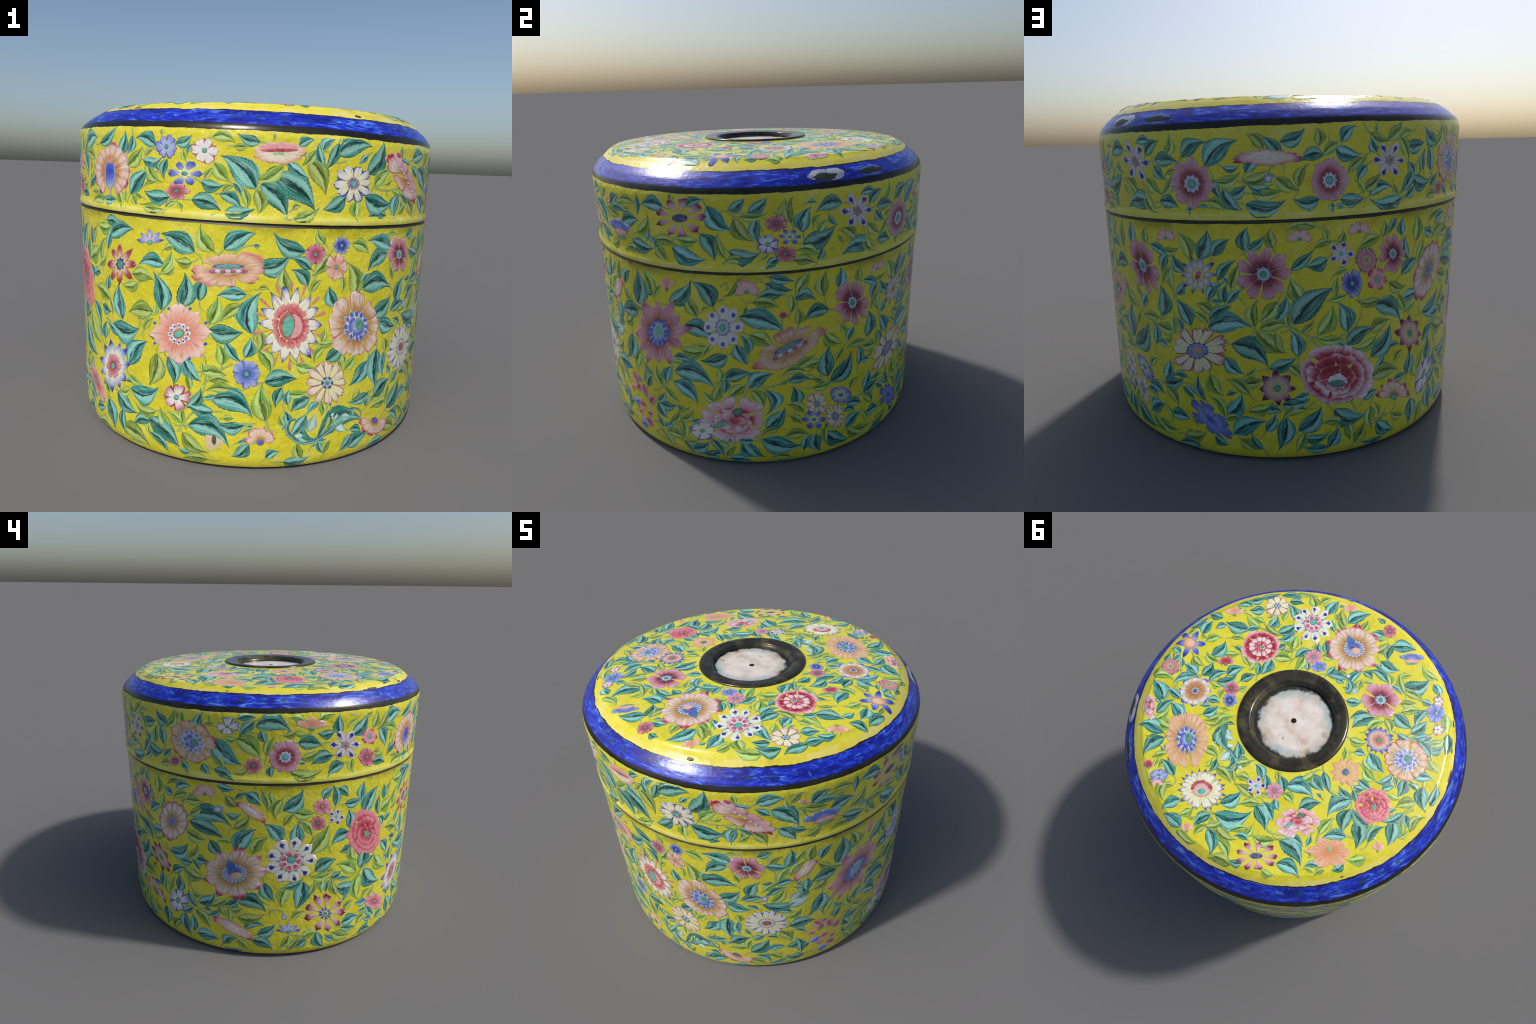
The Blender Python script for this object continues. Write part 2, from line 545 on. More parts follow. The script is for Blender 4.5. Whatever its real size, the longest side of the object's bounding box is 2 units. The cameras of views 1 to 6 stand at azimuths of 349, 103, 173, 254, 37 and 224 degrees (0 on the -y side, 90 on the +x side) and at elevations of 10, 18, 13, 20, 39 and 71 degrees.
def build_flower(kind):
    m = Motif()
    R = radial
    P = paint

    def simple(n, inner, outer, rim=None, shape="heart", core=TEAL, half=None, core_r=.2, ring=None, mid=None, r0=.08):
        half = half or 1.18 * math.sin(math.pi / n) * .72
        stops = [(.12, inner), (.5, mid or inner), (.95, outer)]
        m.whorl(n, r0, 1.0, half, shape, R(stops), P(rim) if rim else None, rim_frac=.28)
        if ring:
            m.disc(0, 0, core_r * 1.55, core_r * 1.55, P(ring), P(NAVY), .003, .002, wave=.12, waves=8, n=24)
        m.disc(0, 0, core_r, core_r, P(core), P("#1d5248"), .0045, .003)

    if kind == "blue6":
        simple(6, SKY, "#7488cc", "#4054a8", core=GREEN)
    elif kind == "blue5":
        simple(5, "#2c429c", SKY, "#5468b8", core=TEAL, mid="#6f86cc")
    elif kind == "blue5d":
        simple(5, NAVY, SKY, "#4c60b4", core=TEAL, mid="#3048a8")
    elif kind == "bluepale7":
        simple(8, CREAM, "#4a66c4", "#3a50ac", core=GREEN, mid="#b9bcb4", core_r=.22)
    elif kind == "white5":
        simple(6, WHITE, WHITE, "#a04858", core=TEAL, mid=WHITE)
    elif kind == "pink5w":
        simple(5, WHITE, "#c27088", "#8c2c48", core=TEAL, mid=WHITE)
    elif kind == "white5navy":
        simple(5, WHITE, SKY, "#34409c", core=TEAL, mid=WHITE, core_r=.26)
    elif kind == "navyrim4":
        m.whorl(4, .05, 1.0, .5, "heart", R([(.1, WHITE), (.7, WHITE), (.95, SKY)]), P("#343c90"))
        m.disc(0, 0, .2, .2, P(GREEN))
    elif kind == "white5blue":
        m.whorl(5, .05, 1.0, .5, "heart", R([(.15, CREAM), (.55, WHITE), (.8, WHITE), (.97, "#303c98")]), P("#5a64a8"))
        m.disc(0, 0, .25, .25, P(TEAL), P(YELLOW))
    elif kind == "maroonstar":
        m.whorl(6, .05, 1.0, .36, "oval", R([(.15, "#8a2c40"), (.45, "#b2566a"), (.9, "#dca4ae")]), P("#8c4454"))
        m.disc(0, 0, .22, .22, P(GREEN), P("#40201c"))
    elif kind == "maroon5s":
        simple(6, "#8c2a42", "#cf98a8", "#8c3048", core=GREEN, mid="#b85c72")
    elif kind == "salmon5":
        simple(5, SALMON, "#e2c4ba", "#b47c70", core=TEAL, mid="#e0a692")
    elif kind in ("pink6", "pink7"):
        n = 7 if kind == "pink6" else 8
        simple(n, CRIMSON if n == 7 else "#a4526c", "#e0b4b8" if n == 7 else "#d8a0ae", "#b06478", core=TEAL, mid="#d87c8a" if n == 7 else "#cc8a9c")
    elif kind == "pink3":
        m.whorl(4, .05, 1.05, .42, "heart", R([(.15, PINK), (.6, "#e0c2b8"), (.95, "#d79a96")]), P("#b47878"), start=.1, sweep=2.9)
        m.disc(0, 0, .2, .2, P(GREEN))
    elif kind == "pinkdot5":
        m.whorl(5, .1, 1.0, .4, "round", R([(.15, ROSE), (.45, "#e0a4ac"), (.70, "#d4808e"), (.85, CRIMSON), (1.0, "#b83850")]), P("#dca8ae"))
        m.disc(0, 0, .25, .25, P(TEAL))
    elif kind == "bluedots":
        m.whorl(6, .34, 1.0, .27, "round", R([(.35, SKY), (.6, "#6a80cc"), (.95, "#2c449c")]), P("#8294cc"))
        m.whorl(6, .1, .42, .12, "strip", P(CREAM), phase=.5)
        m.disc(0, 0, .24, .24, P(GREEN), P(CREAM))
    elif kind in ("navydrop6", "navy5"):
        n = 6 if kind == "navydrop6" else 5
        h = .25 if n == 6 else .34
        m.whorl(n, .16 if n == 6 else .1, 1.0, h, "oval" if n == 6 else "round", P("#ccc9d4"), P("#b9a8b0"), high=.002)
        m.whorl(n, .32, .86, h * .52, "drop", R([(.4, "#8a9cc8"), (.62, "#2a3c98"), (.85, "#141c5c")]), lift=.003, vary=.02)
        if n == 6:
            m.disc(0, 0, .27, .27, P("#c88a90"), P("#9c4a58"), .003, .002, wave=.12, waves=10, n=30)
            m.disc(0, 0, .15, .15, P(GREEN), P(MAROON), .0045)
        else:
            m.disc(0, 0, .2, .2, P(TEAL))
    elif kind == "creamnavy":
        m.whorl(10, .2, 1.0, .27, "round", R([(.2, CREAM), (.6, "#e6e4c4"), (.86, "#ccd0dc"), (1.0, SKY)]), P("#2a3688"), rim_frac=.34)
        m.disc(0, 0, .38, .38, P("#8a7098"), P("#a8905c"), .003, .002, wave=.1, waves=10, n=30)
        m.beads(9, .29, .05, P("#c0a8c4"))
        m.disc(0, 0, .2, .2, P(TEAL), P(NAVY), .005)
    elif kind in ("creampink", "creammauve", "creamred"):
        n = {"creampink": 12, "creammauve": 8, "creamred": 12}[kind]
        rim = {"creampink": "#a8586a", "creammauve": "#9a6470", "creamred": "#a23448"}[kind]
        m.whorl(n, .15, 1.0, 2.3 / n, "heart", R([(.15, "#d9d690"), (.5, "#e2dfb0"), (.8, "#e2d6c6"), (.97, "#d2a4a8")], 18 if n == 12 else 0.0), P(rim), rim_frac=.24)
        if kind == "creamred":
            m.disc(0, 0, .42, .36, P("#7d8cae"), P("#4c589c"), .003, .002, wave=.08, waves=16, n=48)
            m.beads(14, .36, .045, P("#2c3890"), ry=.86)
            m.disc(0, 0, .2, .15, P("#cc8a6c"), P("#8a9ca0"), .005)
        else:
            m.disc(0, 0, .3, .3, P("#a9b2c8"), P("#5a6cac"), .003, .002)
            m.beads(6, .22, .075, P(NAVY))
            m.disc(0, 0, .11, .11, P(GREEN), lift=.006)
    elif kind == "whiteblue":
        m.whorl(15, .2, 1.0, .19, "round", R([(.2, "#dcd890"), (.45, "#e0dfb4"), (.7, WHITE), (.9, "#c3c9de"), (1.0, SKY)], 22.5), P("#3a4aa4"), rim_frac=.30)
        m.disc(0, 0, .42, .40, P("#c8ccd4"), P("#6874a8"), .003, .002, wave=.08, waves=14, n=56)
        m.beads(14, .36, .035, P("#5868a8"))
        m.disc(0, 0, .26, .22, P(RUST), P("#8cb0a8"), .005, .003)
    elif kind == "salmon8":
        m.beads(8, .96, .075, P("#2c3aa0"), P(SKY), phase=math.pi / 8, lift=.0)
        m.whorl(8, .1, 1.04, .40, "point", R([(.25, "#d07a62"), (.5, "#dc9480"), (.75, "#e0b09e"), (1.0, "#e4cabc")]), P("#cfa090"), rim_frac=.08)
        m.disc(0, 0, .43, .43, R([(.2, SALMON), (.43, "#d88a70")]), lift=.003, high=.001)
        m.whorl(12, .2, .42, .085, "round", P(WHITE), P("#b0b4cc"), lift=.004, high=.001)
        m.beads(12, .30, .045, P("#222e94"), lift=.005)
        m.disc(0, 0, .2, .15, P(TEAL), P("#2c6c5c"), .006, rot=.5)
    elif kind == "star8":
        m.whorl(8, .1, 1.0, .2, "oval", R([(.25, CREAM), (.45, "#dca898"), (.7, "#a04a54"), (1.0, "#8c3440")]), P("#a8605c"))
        m.disc(0, 0, .42, .42, P("#d0c874"), P(YELLOW), .002, .001, wave=.15, waves=8, n=32)
        m.whorl(8, .1, .36, .08, "point", P(NAVY), lift=.004, high=.001)
        m.disc(0, 0, .19, .19, P(GREEN), lift=.005)
    elif kind == "bluetip10":
        m.whorl(11, .25, 1.0, .19, "point", R([(.3, "#dcdc9c"), (.55, "#dde0d2"), (.72, "#a4b2dc"), (.86, "#384cb0"), (1.0, "#1c2a8c")]), P("#98a0b0"), rim_frac=.12)
        m.whorl(6, .1, .50, .2, "round", R([(.12, CRIMSON), (.3, "#cc7c8c"), (.5, "#dca8b0")]), P("#a85c70"), lift=.003)
        m.disc(0, 0, .15, .15, P(TEAL), P(MAROON), .006)
    elif kind == "sunburst":
        m.whorl(14, .70, 1.17, .055, "drop", P("#cc8262"), P("#b8605c"), phase=.22, lift=.0003, high=.001)
        m.whorl(14, .3, 1.0, .165, "point", R([(.4, "#dcdc98"), (.62, "#e2e4cc"), (.8, WHITE), (.9, "#8c9ac4"), (1.0, "#2a3484")]), P("#303a80"), rim_frac=.14)
        m.whorl(22, .38, .60, .10, "round", R([(.4, "#c0424e"), (.52, "#d98a88"), (.62, "#dc9c94")]), P("#a84452"), lift=.003, high=.0015)
        m.disc(.04, 0, .42, .40, P("#dc9a98"), P("#b43c4c"), .0045, .002)
        m.disc(-.08, 0, .22, .33, P(TEAL), P("#8c5c4c"), .007, .002, rot=-.25)
    elif kind == "sunwhite":
        m.whorl(22, .3, 1.0, .13, "point", R([(.4, "#dcdc98"), (.65, "#e2e4cc"), (.82, WHITE), (.9, "#6c78a4"), (1.0, "#262e5c")]), P("#5a5c60"), rim_frac=.16)
        m.disc(0, .04, .50, .42, P("#dca8a2"), P("#c88884"), .003, .002, wave=.05, waves=16, n=48)
        m.whorl(9, .30, .48, .1, "round", P("#ac3444"), P("#b84a58"), lift=.005, high=.001, start=.25, sweep=2.7)
        m.disc(0, -.08, .23, .19, P(TEAL), P("#e0c8c0"), .006)
    elif kind in ("peonyblue", "bluecore", "tanpeony"):
        tip = {"peonyblue": "#b84a5c", "bluecore": "#b02c40", "tanpeony": "#cf9478"}[kind]
        fill = {"peonyblue": [(.42, "#a8743c"), (.58, "#c89a64"), (.78, "#e0cdbc"), (1.0, "#e2ccc8")],
                "bluecore": [(.45, "#b08c54"), (.62, "#ccb08c"), (.82, "#d8c4ac"), (.94, "#d09c8c"), (1.02, "#b43448")],
                "tanpeony": [(.35, "#b8884c"), (.55, "#d2a478"), (.8, "#deb694"), (1.0, "#dcae90")]}[kind]
        n = {"peonyblue": 8, "bluecore": 8, "tanpeony": 11}[kind]
        m.whorl(n, .3, 1.02, 2.55 / n, "heart", R(fill, n), P(tip), vary=.12, rim_frac=.10)
        m.whorl(n, .25, .55, .06, "point", P("#8a9a48"), phase=math.pi / n, lift=.003, high=.001)
        big = .56 if kind == "bluecore" else .46
        m.disc(0, 0, big, big * .96, P("#aab0cc"), P("#c4c8d8"), .003, .002, wave=.07, waves=12, n=48)
        m.whorl(12, big * .62, big * 1.08, .085, "round", R([(.2, "#3048ac"), (.42, "#5068bc"), (.56, "#c8ccdc")]), P("#c8ccdc"), lift=.004, high=.002)
        m.whorl(5, .05, big * .78, .16, "round", R([(.1, SKY), (.25, "#3850b4"), (.4, "#c2c8dc")]), P("#cfd2dc"), lift=.006, high=.002, start=2.4, sweep=4.2)
        m.disc(.1, .05, .17, .2, P(GREEN), P("#5c8c94"), .008)
    elif kind == "creampeony":
        m.whorl(9, .25, 1.05, .31, "point", R([(.35, "#a07838"), (.5, "#c09c6c"), (.68, "#d9c4b0"), (.84, "#e0c8c4"), (.93, "#c0506a"), (1.03, "#a01c34")], 13.5), P("#b0848c"), vary=.1, rim_frac=.08)
        m.disc(0, 0, .40, .36, P("#8c9cc0"), P("#6474a8"), .003, .002, wave=.08, waves=16, n=48)
        m.beads(18, .35, .05, P("#bcc6dc"), P("#3a4c9c"), ry=.9)
        m.petal(1.9, .0, .62, .17, "point", R([(.1, "#28409c"), (.4, "#3c6cb0"), (.62, "#5c90a8")]), lift=.005)
        m.disc(0, .08, .26, .2, P("#2e469c"), P("#4c84a0"), .006, .002)
        m.disc(.06, -.08, .18, .15, P("#dca890"), P("#c89484"), .008)
    elif kind == "creambrown":
        m.whorl(6, .1, 1.02, .48, "heart", R([(.2, "#94703c"), (.4, "#c4a47c"), (.65, "#ddccba"), (.85, "#e0ccc8"), (.98, "#b85870")], 6), P("#a84460"), rim_frac=.10)
        m.disc(0, 0, .24, .24, P("#3c54a4"), P("#8c9cb8"), .004, .003, wave=.15, waves=7, n=28)
        m.beads(5, .13, .06, P(SKY), P(NAVY), lift=.006)
    elif kind == "bluecream8":
        m.whorl(8, .2, 1.0, .3, "round", R([(.3, OCHRE), (.55, "#c89a68"), (.68, "#dcd4cc"), (.8, WHITE), (.9, "#5468b8"), (1.0, "#3448a4")], 8), P("#b8bcd0"))
        m.whorl(8, .1, .62, .14, "point", R([(.2, "#a06c34"), (.6, "#c8986c")]), lift=.003, phase=.39)
        m.disc(0, 0, .23, .23, P("#5c74ac"), P(WHITE), .005)
        m.disc(0, 0, .1, .1, P("#243c6c"), lift=.007)
    elif kind == "bluesalmon":
        m.whorl(14, .2, 1.0, .21, "point", R([(.3, "#cc9478"), (.55, "#dcb49c"), (.7, "#8c94c4"), (.85, "#3c50ac"), (1.0, "#28388c")]), P("#5460a4"))
        m.whorl(12, .12, .56, .1, "strip", R([(.2, "#b46c54"), (.55, "#dcac94")]), P("#a86c58"), lift=.003, high=.001)
        m.disc(0, 0, .2, .2, P(GREEN), P(MAROON), .005)
    elif kind == "orangestar":
        m.whorl(10, .2, 1.0, .24, "point", R([(.3, "#d8b070"), (.6, "#deb488"), (1.0, "#d89c80")]), P("#c88a5c"))
        m.disc(0, 0, .3, .3, P("#4c5c94"), P("#c8a868"), .004, .002, wave=.14, waves=9, n=36)
        m.disc(0, 0, .16, .16, P("#1f6458"), lift=.006)
    elif kind == "orange5":
        m.whorl(6, .02, 1.05, .42, "round", R([(.15, "#cc8858"), (.5, "#dca078"), (.95, "#e0b494")], 9), P("#cf9468"), vary=.2)
        m.disc(-.05, .2, .13, .16, P("#6cb088"), P(LIME), .005)
    elif kind == "bluestar":
        m.whorl(6, .2, 1.15, .24, "point", R([(.3, "#b0bce0"), (.6, "#6478cc"), (.85, "#2c40b0"), (1.1, "#1c2c94")]), P("#5468c0"), vary=.15)
        m.disc(-.1, .02, .48, .46, R([(.1, "#e4c0a0"), (.5, "#d89868")]), P("#b87c50"), .004, .004)
    elif kind in ("maroon6", "maroon8"):
        n = 6 if kind == "maroon6" else 9
        m.whorl(n, .12, 1.0, (.37 if n == 6 else .245), "wedge", R([(.25, "#5a1420"), (.45, "#8a3040"), (.66, "#c08090"), (.95, "#d4a4b2")]), P("#b0708a"), rim_frac=.1, vary=.03)
        m.disc(0, 0, .30, .30, P("#c2c6d8"), P("#5a6cac"), .003, .002, wave=.14, waves=8, n=40)
        m.beads(8, .22, .04, P("#4056a4"))
        m.disc(0, 0, .15, .15, P(GREEN), lift=.006)
    elif kind in ("mauve8", "mauve6", "mauve5"):
        n = {"mauve8": 8, "mauve6": 6, "mauve5": 5}[kind]
        m.whorl(n, .1, 1.02, 2.9 / n * .92, "round" if n != 6 else "heart", R([(.3, "#621c26"), (.5, "#9c4450"), (.68, "#c08a98"), (.98, "#cfa6b6")]), P("#a8708c"), rim_frac=.08)
        m.disc(0, 0, .42, .40, P("#c4c4d2"), P("#8a88a8"), .003, .002, wave=.13, waves=9, n=45)
        m.beads(7, .29, .05, P("#8090b8"))
        m.disc(0, 0, .2, .2, P(TEAL), P("#2c5c8c"), .006)
    elif kind == "mauve12":
        m.whorl(10, .15, 1.0, .27, "heart", R([(.25, "#c8a478"), (.5, "#b87c84"), (.75, "#c490a0"), (.95, "#8c4058")]), P("#84405a"), rim_frac=.16)
        m.disc(0, 0, .22, .22, P(GREEN), P("#c8b468"), .004)
    elif kind == "mauvetipstar":
        m.whorl(8, .12, 1.03, .3, "point", R([(.25, "#c8bc70"), (.5, "#c8aca0"), (.68, "#b07c90"), (.82, "#702038"), (1.0, "#5c1428")]), P("#a88090"), rim_frac=.12)
        m.disc(0, 0, .42, .42, P("#c0b470"), P("#b4a468"), .002, .001, wave=.2, waves=8, n=40)
        m.disc(0, 0, .22, .22, P(GREEN), lift=.004)
    elif kind == "mauvestar":
        m.whorl(6, .3, 1.1, .22, "point", R([(.4, "#a8545a"), (.6, "#cc949a"), (.8, "#d09ea8"), (1.05, "#b05e68")]), P("#d0a4ac"), vary=.2, rim_frac=.2)
        m.whorl(6, .3, .98, .20, "point", R([(.4, "#984448"), (.6, "#c08088"), (.85, "#cc98a2"), (1.05, "#a85460")]), P("#c898a2"), phase=.52, lift=.002, vary=.2, rim_frac=.2)
        m.beads(18, .50, .05, P("#c47c5c"), P("#8c3c30"), lift=.003)
        m.disc(0, 0, .42, .42, P("#8ca4c4"), P("#3c58b0"), .004, .002, wave=.06, waves=12, n=48)
        m.whorl(10, .2, .42, .09, "round", P("#3850b4"), P("#9cacd4"), lift=.006, high=.001, start=2.2, sweep=4.8)
        m.disc(.02, .08, .2, .18, P("#6cb0a0"), P("#8cc0b8"), .007)
    elif kind == "white8":
        m.whorl(8, .3, 1.0, .29, "round", P("#d6d6d6"), P("#b4b09c"), rim_frac=.14)
        m.beads(8, .74, .13, P("#3444a8"), P("#a8b4d8"), lift=.004)
        m.disc(0, 0, .40, .40, P("#c0c0d0"), P("#8c8cac"), .003, .002, wave=.1, waves=12, n=48)
        m.beads(12, .32, .045, P("#5c6cb0"))
        m.disc(0, 0, .18, .2, P(TEAL), lift=.006)
    elif kind == "navyspot9":
        m.whorl(9, .35, 1.03, .24, "round", R([(.4, "#d0d89c"), (.6, "#d8dccc"), (1.0, WHITE)]), P("#d8d4cc"), rim_frac=.14)
        m.whorl(9, .58, .90, .10, "drop", R([(.6, "#8ca8c0"), (.75, "#28389c"), (.9, "#1a2468")]), lift=.004, vary=.03)
        m.disc(0, 0, .54, .52, P("#c8c4d0"), P("#6c70b0"), .003, .002, wave=.1, waves=16, n=64)
        m.whorl(7, .2, .48, .16, "round", R([(.2, CRIMSON), (.34, "#cc6474"), (.48, "#e0c0c4")]), P("#e0ccd0"), lift=.005, high=.002)
        m.disc(.02, .08, .19, .17, P(TEAL), P("#3c7c78"), .008)
    elif kind == "redoval":
        m.whorl(10, .25, 1.0, .17, "point", R([(.3, "#c8c48c"), (.55, "#ccccd4"), (.75, "#8c98c4"), (.92, "#1e2868")]), P("#8c8c98"), vary=.12)
        m.disc(0, 0, .4, .4, P("#cfc68a"), P("#a8a068"), .003, .002, wave=.12, waves=10, n=40)
        m.disc(.0, .0, .30, .17, P("#b04438"), P("#c88c7c"), .005, .003, rot=1.1)
    elif kind in ("drops9", "drops9b"):
        m.whorl(9, .22, 1.0, .19, "drop", R([(.3, "#d0c080"), (.5, "#d8b8bc"), (.72, "#c890a4"), (.88, "#7c2444"), (1.0, "#621830")]), P("#b88c98"), vary=.08, rim_frac=.12)
        m.whorl(9, .2, .5, .03, "strip", P("#c8b878"), lift=.002, high=.001)
        if kind == "drops9":
            m.disc(0, 0, .3, .2, P("#2c3c7c"), P("#1c2450"), .004, .003)
        else:
            m.whorl(9, .12, .32, .07, "round", P("#2c3c98"), P("#b8c0d8"), lift=.004, high=.001)
            m.disc(0, 0, .14, .14, P(GREEN), P(WHITE), .006)
    elif kind in ("peonyred", "pinkpeony", "rose", "peonyside"):
        deep = "#a02438" if kind != "pinkpeony" else "#b43850"
        light = {"peonyred": "#d2a4b0", "pinkpeony": "#e0a4aa", "rose": "#dc8c94", "peonyside": "#dca0aa"}[kind]
        rings = {"peonyred": [(9, .50, 1.0, .38), (7, .32, .76, .33), (6, .16, .54, .27), (5, .05, .34, .19)],
                 "pinkpeony": [(9, .5, 1.0, .36)],
                 "rose": [(9, .50, 1.0, .36), (7, .30, .74, .31), (5, .10, .48, .26)],
                 "peonyside": [(6, .3, 1.0, .40), (5, .05, .6, .3)]}[kind]
        for i, (n, r0, r1, h) in enumerate(rings):
            if kind == "rose":
                stops = [(max(0, r0 + .05), "#8c1c30"), (r0 + .22, "#c44c60"), (r0 + .36, light), (r1 + .02, "#d87c88")]
            else:
                stops = [(r0 + .14, "#92162c"), (r0 + .26, "#b4344a"), (r0 + .38, light), (r1 + .02, "#e2d0d2")]
            m.whorl(n, r0, r1, h, "heart", R(stops), P("#cf98a4" if kind != "rose" else "#cc6a78"), phase=i * .35, lift=.001 + .0022 * i, vary=.2, rim_frac=.1, cy=-.06 * i, cx=rng.uniform(-.04, .04))
        if kind == "pinkpeony":
            m.disc(0, 0, .66, .64, P("#b43044"), P("#a82c40"), .003, .002, wave=.05, waves=9, n=45)
            m.whorl(11, .3, .6, .14, "round", P("#e0c8c8"), P("#cc8c90"), lift=.005, high=.002)
            m.whorl(5, .08, .34, .12, "round", P(CRIMSON), P("#e0c0c0"), lift=.007, high=.002)
            m.disc(.1, -.05, .13, .1, P(GREEN), P(WHITE), .010)
        elif kind == "peonyside":
            m.whorl(4, .0, .5, .2, "round", R([(.1, "#b83a50"), (.3, "#d8b0b4"), (.5, WHITE)]), P("#cc7c88"), start=.5, lift=.007, vary=.25, cy=-.12)
            m.petal(3.5, .15, .72, .13, "oval", P("#5aa898"), P("#3c8478"), lift=.009, curl=.1)
            m.disc(.1, .42, .16, .17, P("#1c8064"), P("#2c5c48"), .010)
        elif kind == "rose":
            m.disc(.04, -.06, .2, .17, P("#4c9c84"), P("#b4304a"), .009, wave=.25, waves=5, n=30)
        else:
            m.whorl(6, .05, .28, .12, "round", P("#dcd4d4"), P("#b84c60"), lift=.010, high=.002, cy=-.2, start=.2, sweep=2.7)
            m.disc(0, -.24, .24, .13, P("#2f8070"), P("#1c5c50"), .011)
    elif kind == "hibiscus":
        m.whorl(8, .25, 1.0, .34, "heart", R([(.3, "#9c6428"), (.5, "#cc9460"), (.68, "#dfc6b2"), (.9, "#e0c4c0"), (1.02, "#b03450")], 8), P("#c08088"), start=-.75, sweep=4.65, vary=.12, rim_frac=.12)
        m.whorl(12, .22, .5, .05, "strip", P("#c88c60"), P("#b46048"), lift=.004, high=.001, start=-.2, sweep=3.5)
        m.petal(-math.pi / 2, -.30, .78, .36, "point", R([(.05, "#2440b4"), (.3, "#4468c8"), (.6, "#98aadc")]), P("#8090cc"), lift=.005, high=.004)
        m.petal(-math.pi / 2, .5, 1.1, .06, "strip", P("#b4a8c0"), P("#a07888"), lift=.006, high=.001)
    elif kind == "sidecup":
        m.whorl(6, .1, .95, .30, "heart", R([(.2, "#d8d4b0"), (.6, "#e2d6c4"), (.95, "#d89a78")]), P("#d0a884"), start=math.pi + .05, sweep=3.0, rim_frac=.1)
        m.disc(.0, .25, .72, .34, P("#dc9498"), P("#d8a4a4"), .004, .003, wave=.08, waves=9, n=45)
        m.disc(.0, .06, .66, .15, P("#a82c38"), P("#c0505c"), .006, .002)
        for a in (-2.2, -1.2):
            m.petal(a, .0, .32, .1, "point", P("#9cc08c"), lift=.006, high=.001)
    elif kind == "profile":
        for a, r, h, u in ((-2.85, .85, .30, -.35), (-2.25, 1.0, .34, -.25), (-1.57, .95, .34, .05), (-.9, 1.0, .34, .25), (-.3, .85, .30, .35)):
            m.petal(a, .0, r, h, "heart", R([(.1, OCHRE), (.4, "#cc9c78"), (.75, "#e2d2c8"), (.95, "#d49a9a"), (1.15, "#a8203a")]), P("#bc6c70"), lift=.002, cx=u, cy=.1)
        for a, r, u in ((2.6, .62, -.5), (1.95, .66, -.28), (1.45, .66, .02), (1.1, .66, .30), (.5, .60, .5)):
            m.petal(a, .0, r, .26, "round", R([(.1, "#c07888"), (.5, "#d8a0ac"), (1.0, "#e0bcc2")]), P("#b06a7a"), lift=.004, cx=u, cy=.1)
        for k in range(7):
            m.disc(-.62 + .205 * k, .10, .075, .09, P(WHITE), P("#5060a8"), .007, .002, n=8)
        m.disc(-.95, .45, .14, .2, P("#b02c44"), P("#d09098"), .005)
    elif kind in ("halfdaisy", "halfdown", "halfred"):
        flip = -1 if kind == "halfdown" else 1
        m.whorl(6, .1, 1.05, .27, "round", R([(.15, OCHRE), (.4, "#d8b890"), (.75, "#e0c8be"), (.92, "#c05060"), (1.0, "#a82438")]), P("#b87c74"), start=flip * (math.pi / 2) - 1.5, sweep=3.0)
        core = P("#3048ac") if kind != "halfred" else P("#5cb0a0")
        m.disc(0, -.12 * flip, .24, .2, core, P("#2c3c80"), .005)
    elif kind == "orangelily":
        m.whorl(8, .2, 1.0, .33, "heart", R([(.25, "#a8783c"), (.45, "#cc9c6c"), (.75, "#dcbca4"), (.97, "#cc8070")]), P("#c08c74"), vary=.2, rim_frac=.1)
        m.disc(0, 0, .50, .36, P("#c8a878"), P("#a88048"), .003, .002)
        for k in range(7):
            m.disc(-.42 + .14 * k, -.10 + .03 * (k % 2), .1, .12, P("#d0ccd8") if k % 2 else P("#b04058"), P("#5460a4"), .005, .002, n=8)
        m.disc(0, .16, .42, .15, P("#5c948c"), P("#3c4c8c"), .005)
    elif kind == "budrow":
        m.whorl(7, .15, 1.1, .30, "heart", R([(.15, "#d8c88c"), (.5, "#e2d4c8"), (.82, "#dca8aa"), (1.05, "#a82c44")]), P("#bc7c84"), start=-.1, sweep=3.35, cy=-.15)
        m.whorl(5, .05, .75, .22, "round", R([(.1, "#e2d8c8"), (.5, "#e0c4be"), (.8, "#d08c90")]), P("#c08484"), start=-2.7, sweep=2.3, lift=.003, cy=-.1)
        m.whorl(5, .0, .42, .14, "round", P("#e2dccf"), P("#c88c90"), lift=.005, start=.4, sweep=2.4, cy=-.1)
    elif kind == "bluebutterfly":
        for a, r, h in ((2.7, 1.05, .36), (1.9, .8, .42), (1.1, .8, .42), (.35, 1.05, .36)):
            m.petal(a, .0, r, h, "round", R([(.2, "#8090d0"), (.5, "#566cc0"), (1.0, "#8ca0d8")]), P("#6c7cc0"), lift=.002)
        m.disc(.05, -.25, .62, .26, P("#dca890"), P("#c88c78"), .005, .003)
        m.disc(0, -.62, .5, .16, P("#5a9c7c"), P("#7c9c50"), .003)
    elif kind == "blueiris":
        m.whorl(6, .1, 1.1, .42, "heart", R([(.1, "#a4b0d8"), (.5, "#8092cc"), (1.0, "#5468b8")]), P("#4c60b0"), vary=.2)
        m.whorl(4, .0, .55, .22, "round", R([(.1, "#4458b0"), (.5, "#98a6d4")]), P("#5064b0"), lift=.004, phase=.5)
    elif kind == "crown":
        for a, r in ((.15, .95), (.85, 1.0), (1.57, 1.05), (2.3, 1.0), (3.0, .95)):
            m.petal(a, .1, r, .2, "oval", R([(.2, "#c8bcd0"), (.5, "#98a4d4"), (.8, "#3446ac"), (1.0, "#1c2884")]), P("#7c88bc"), lift=.002, cy=-.3)
        m.disc(0, -.35, .2, .2, P(TEAL), P("#2c7468"), .005)
    elif kind == "maroonbud":
        for a in (.5, 1.2, 1.95, 2.65):
            m.petal(a, .0, 1.1, .32, "round", R([(.2, CRIMSON), (.5, "#b84860"), (.95, "#dcb0b8")]), P("#a86478"), lift=.002, cy=-.3)
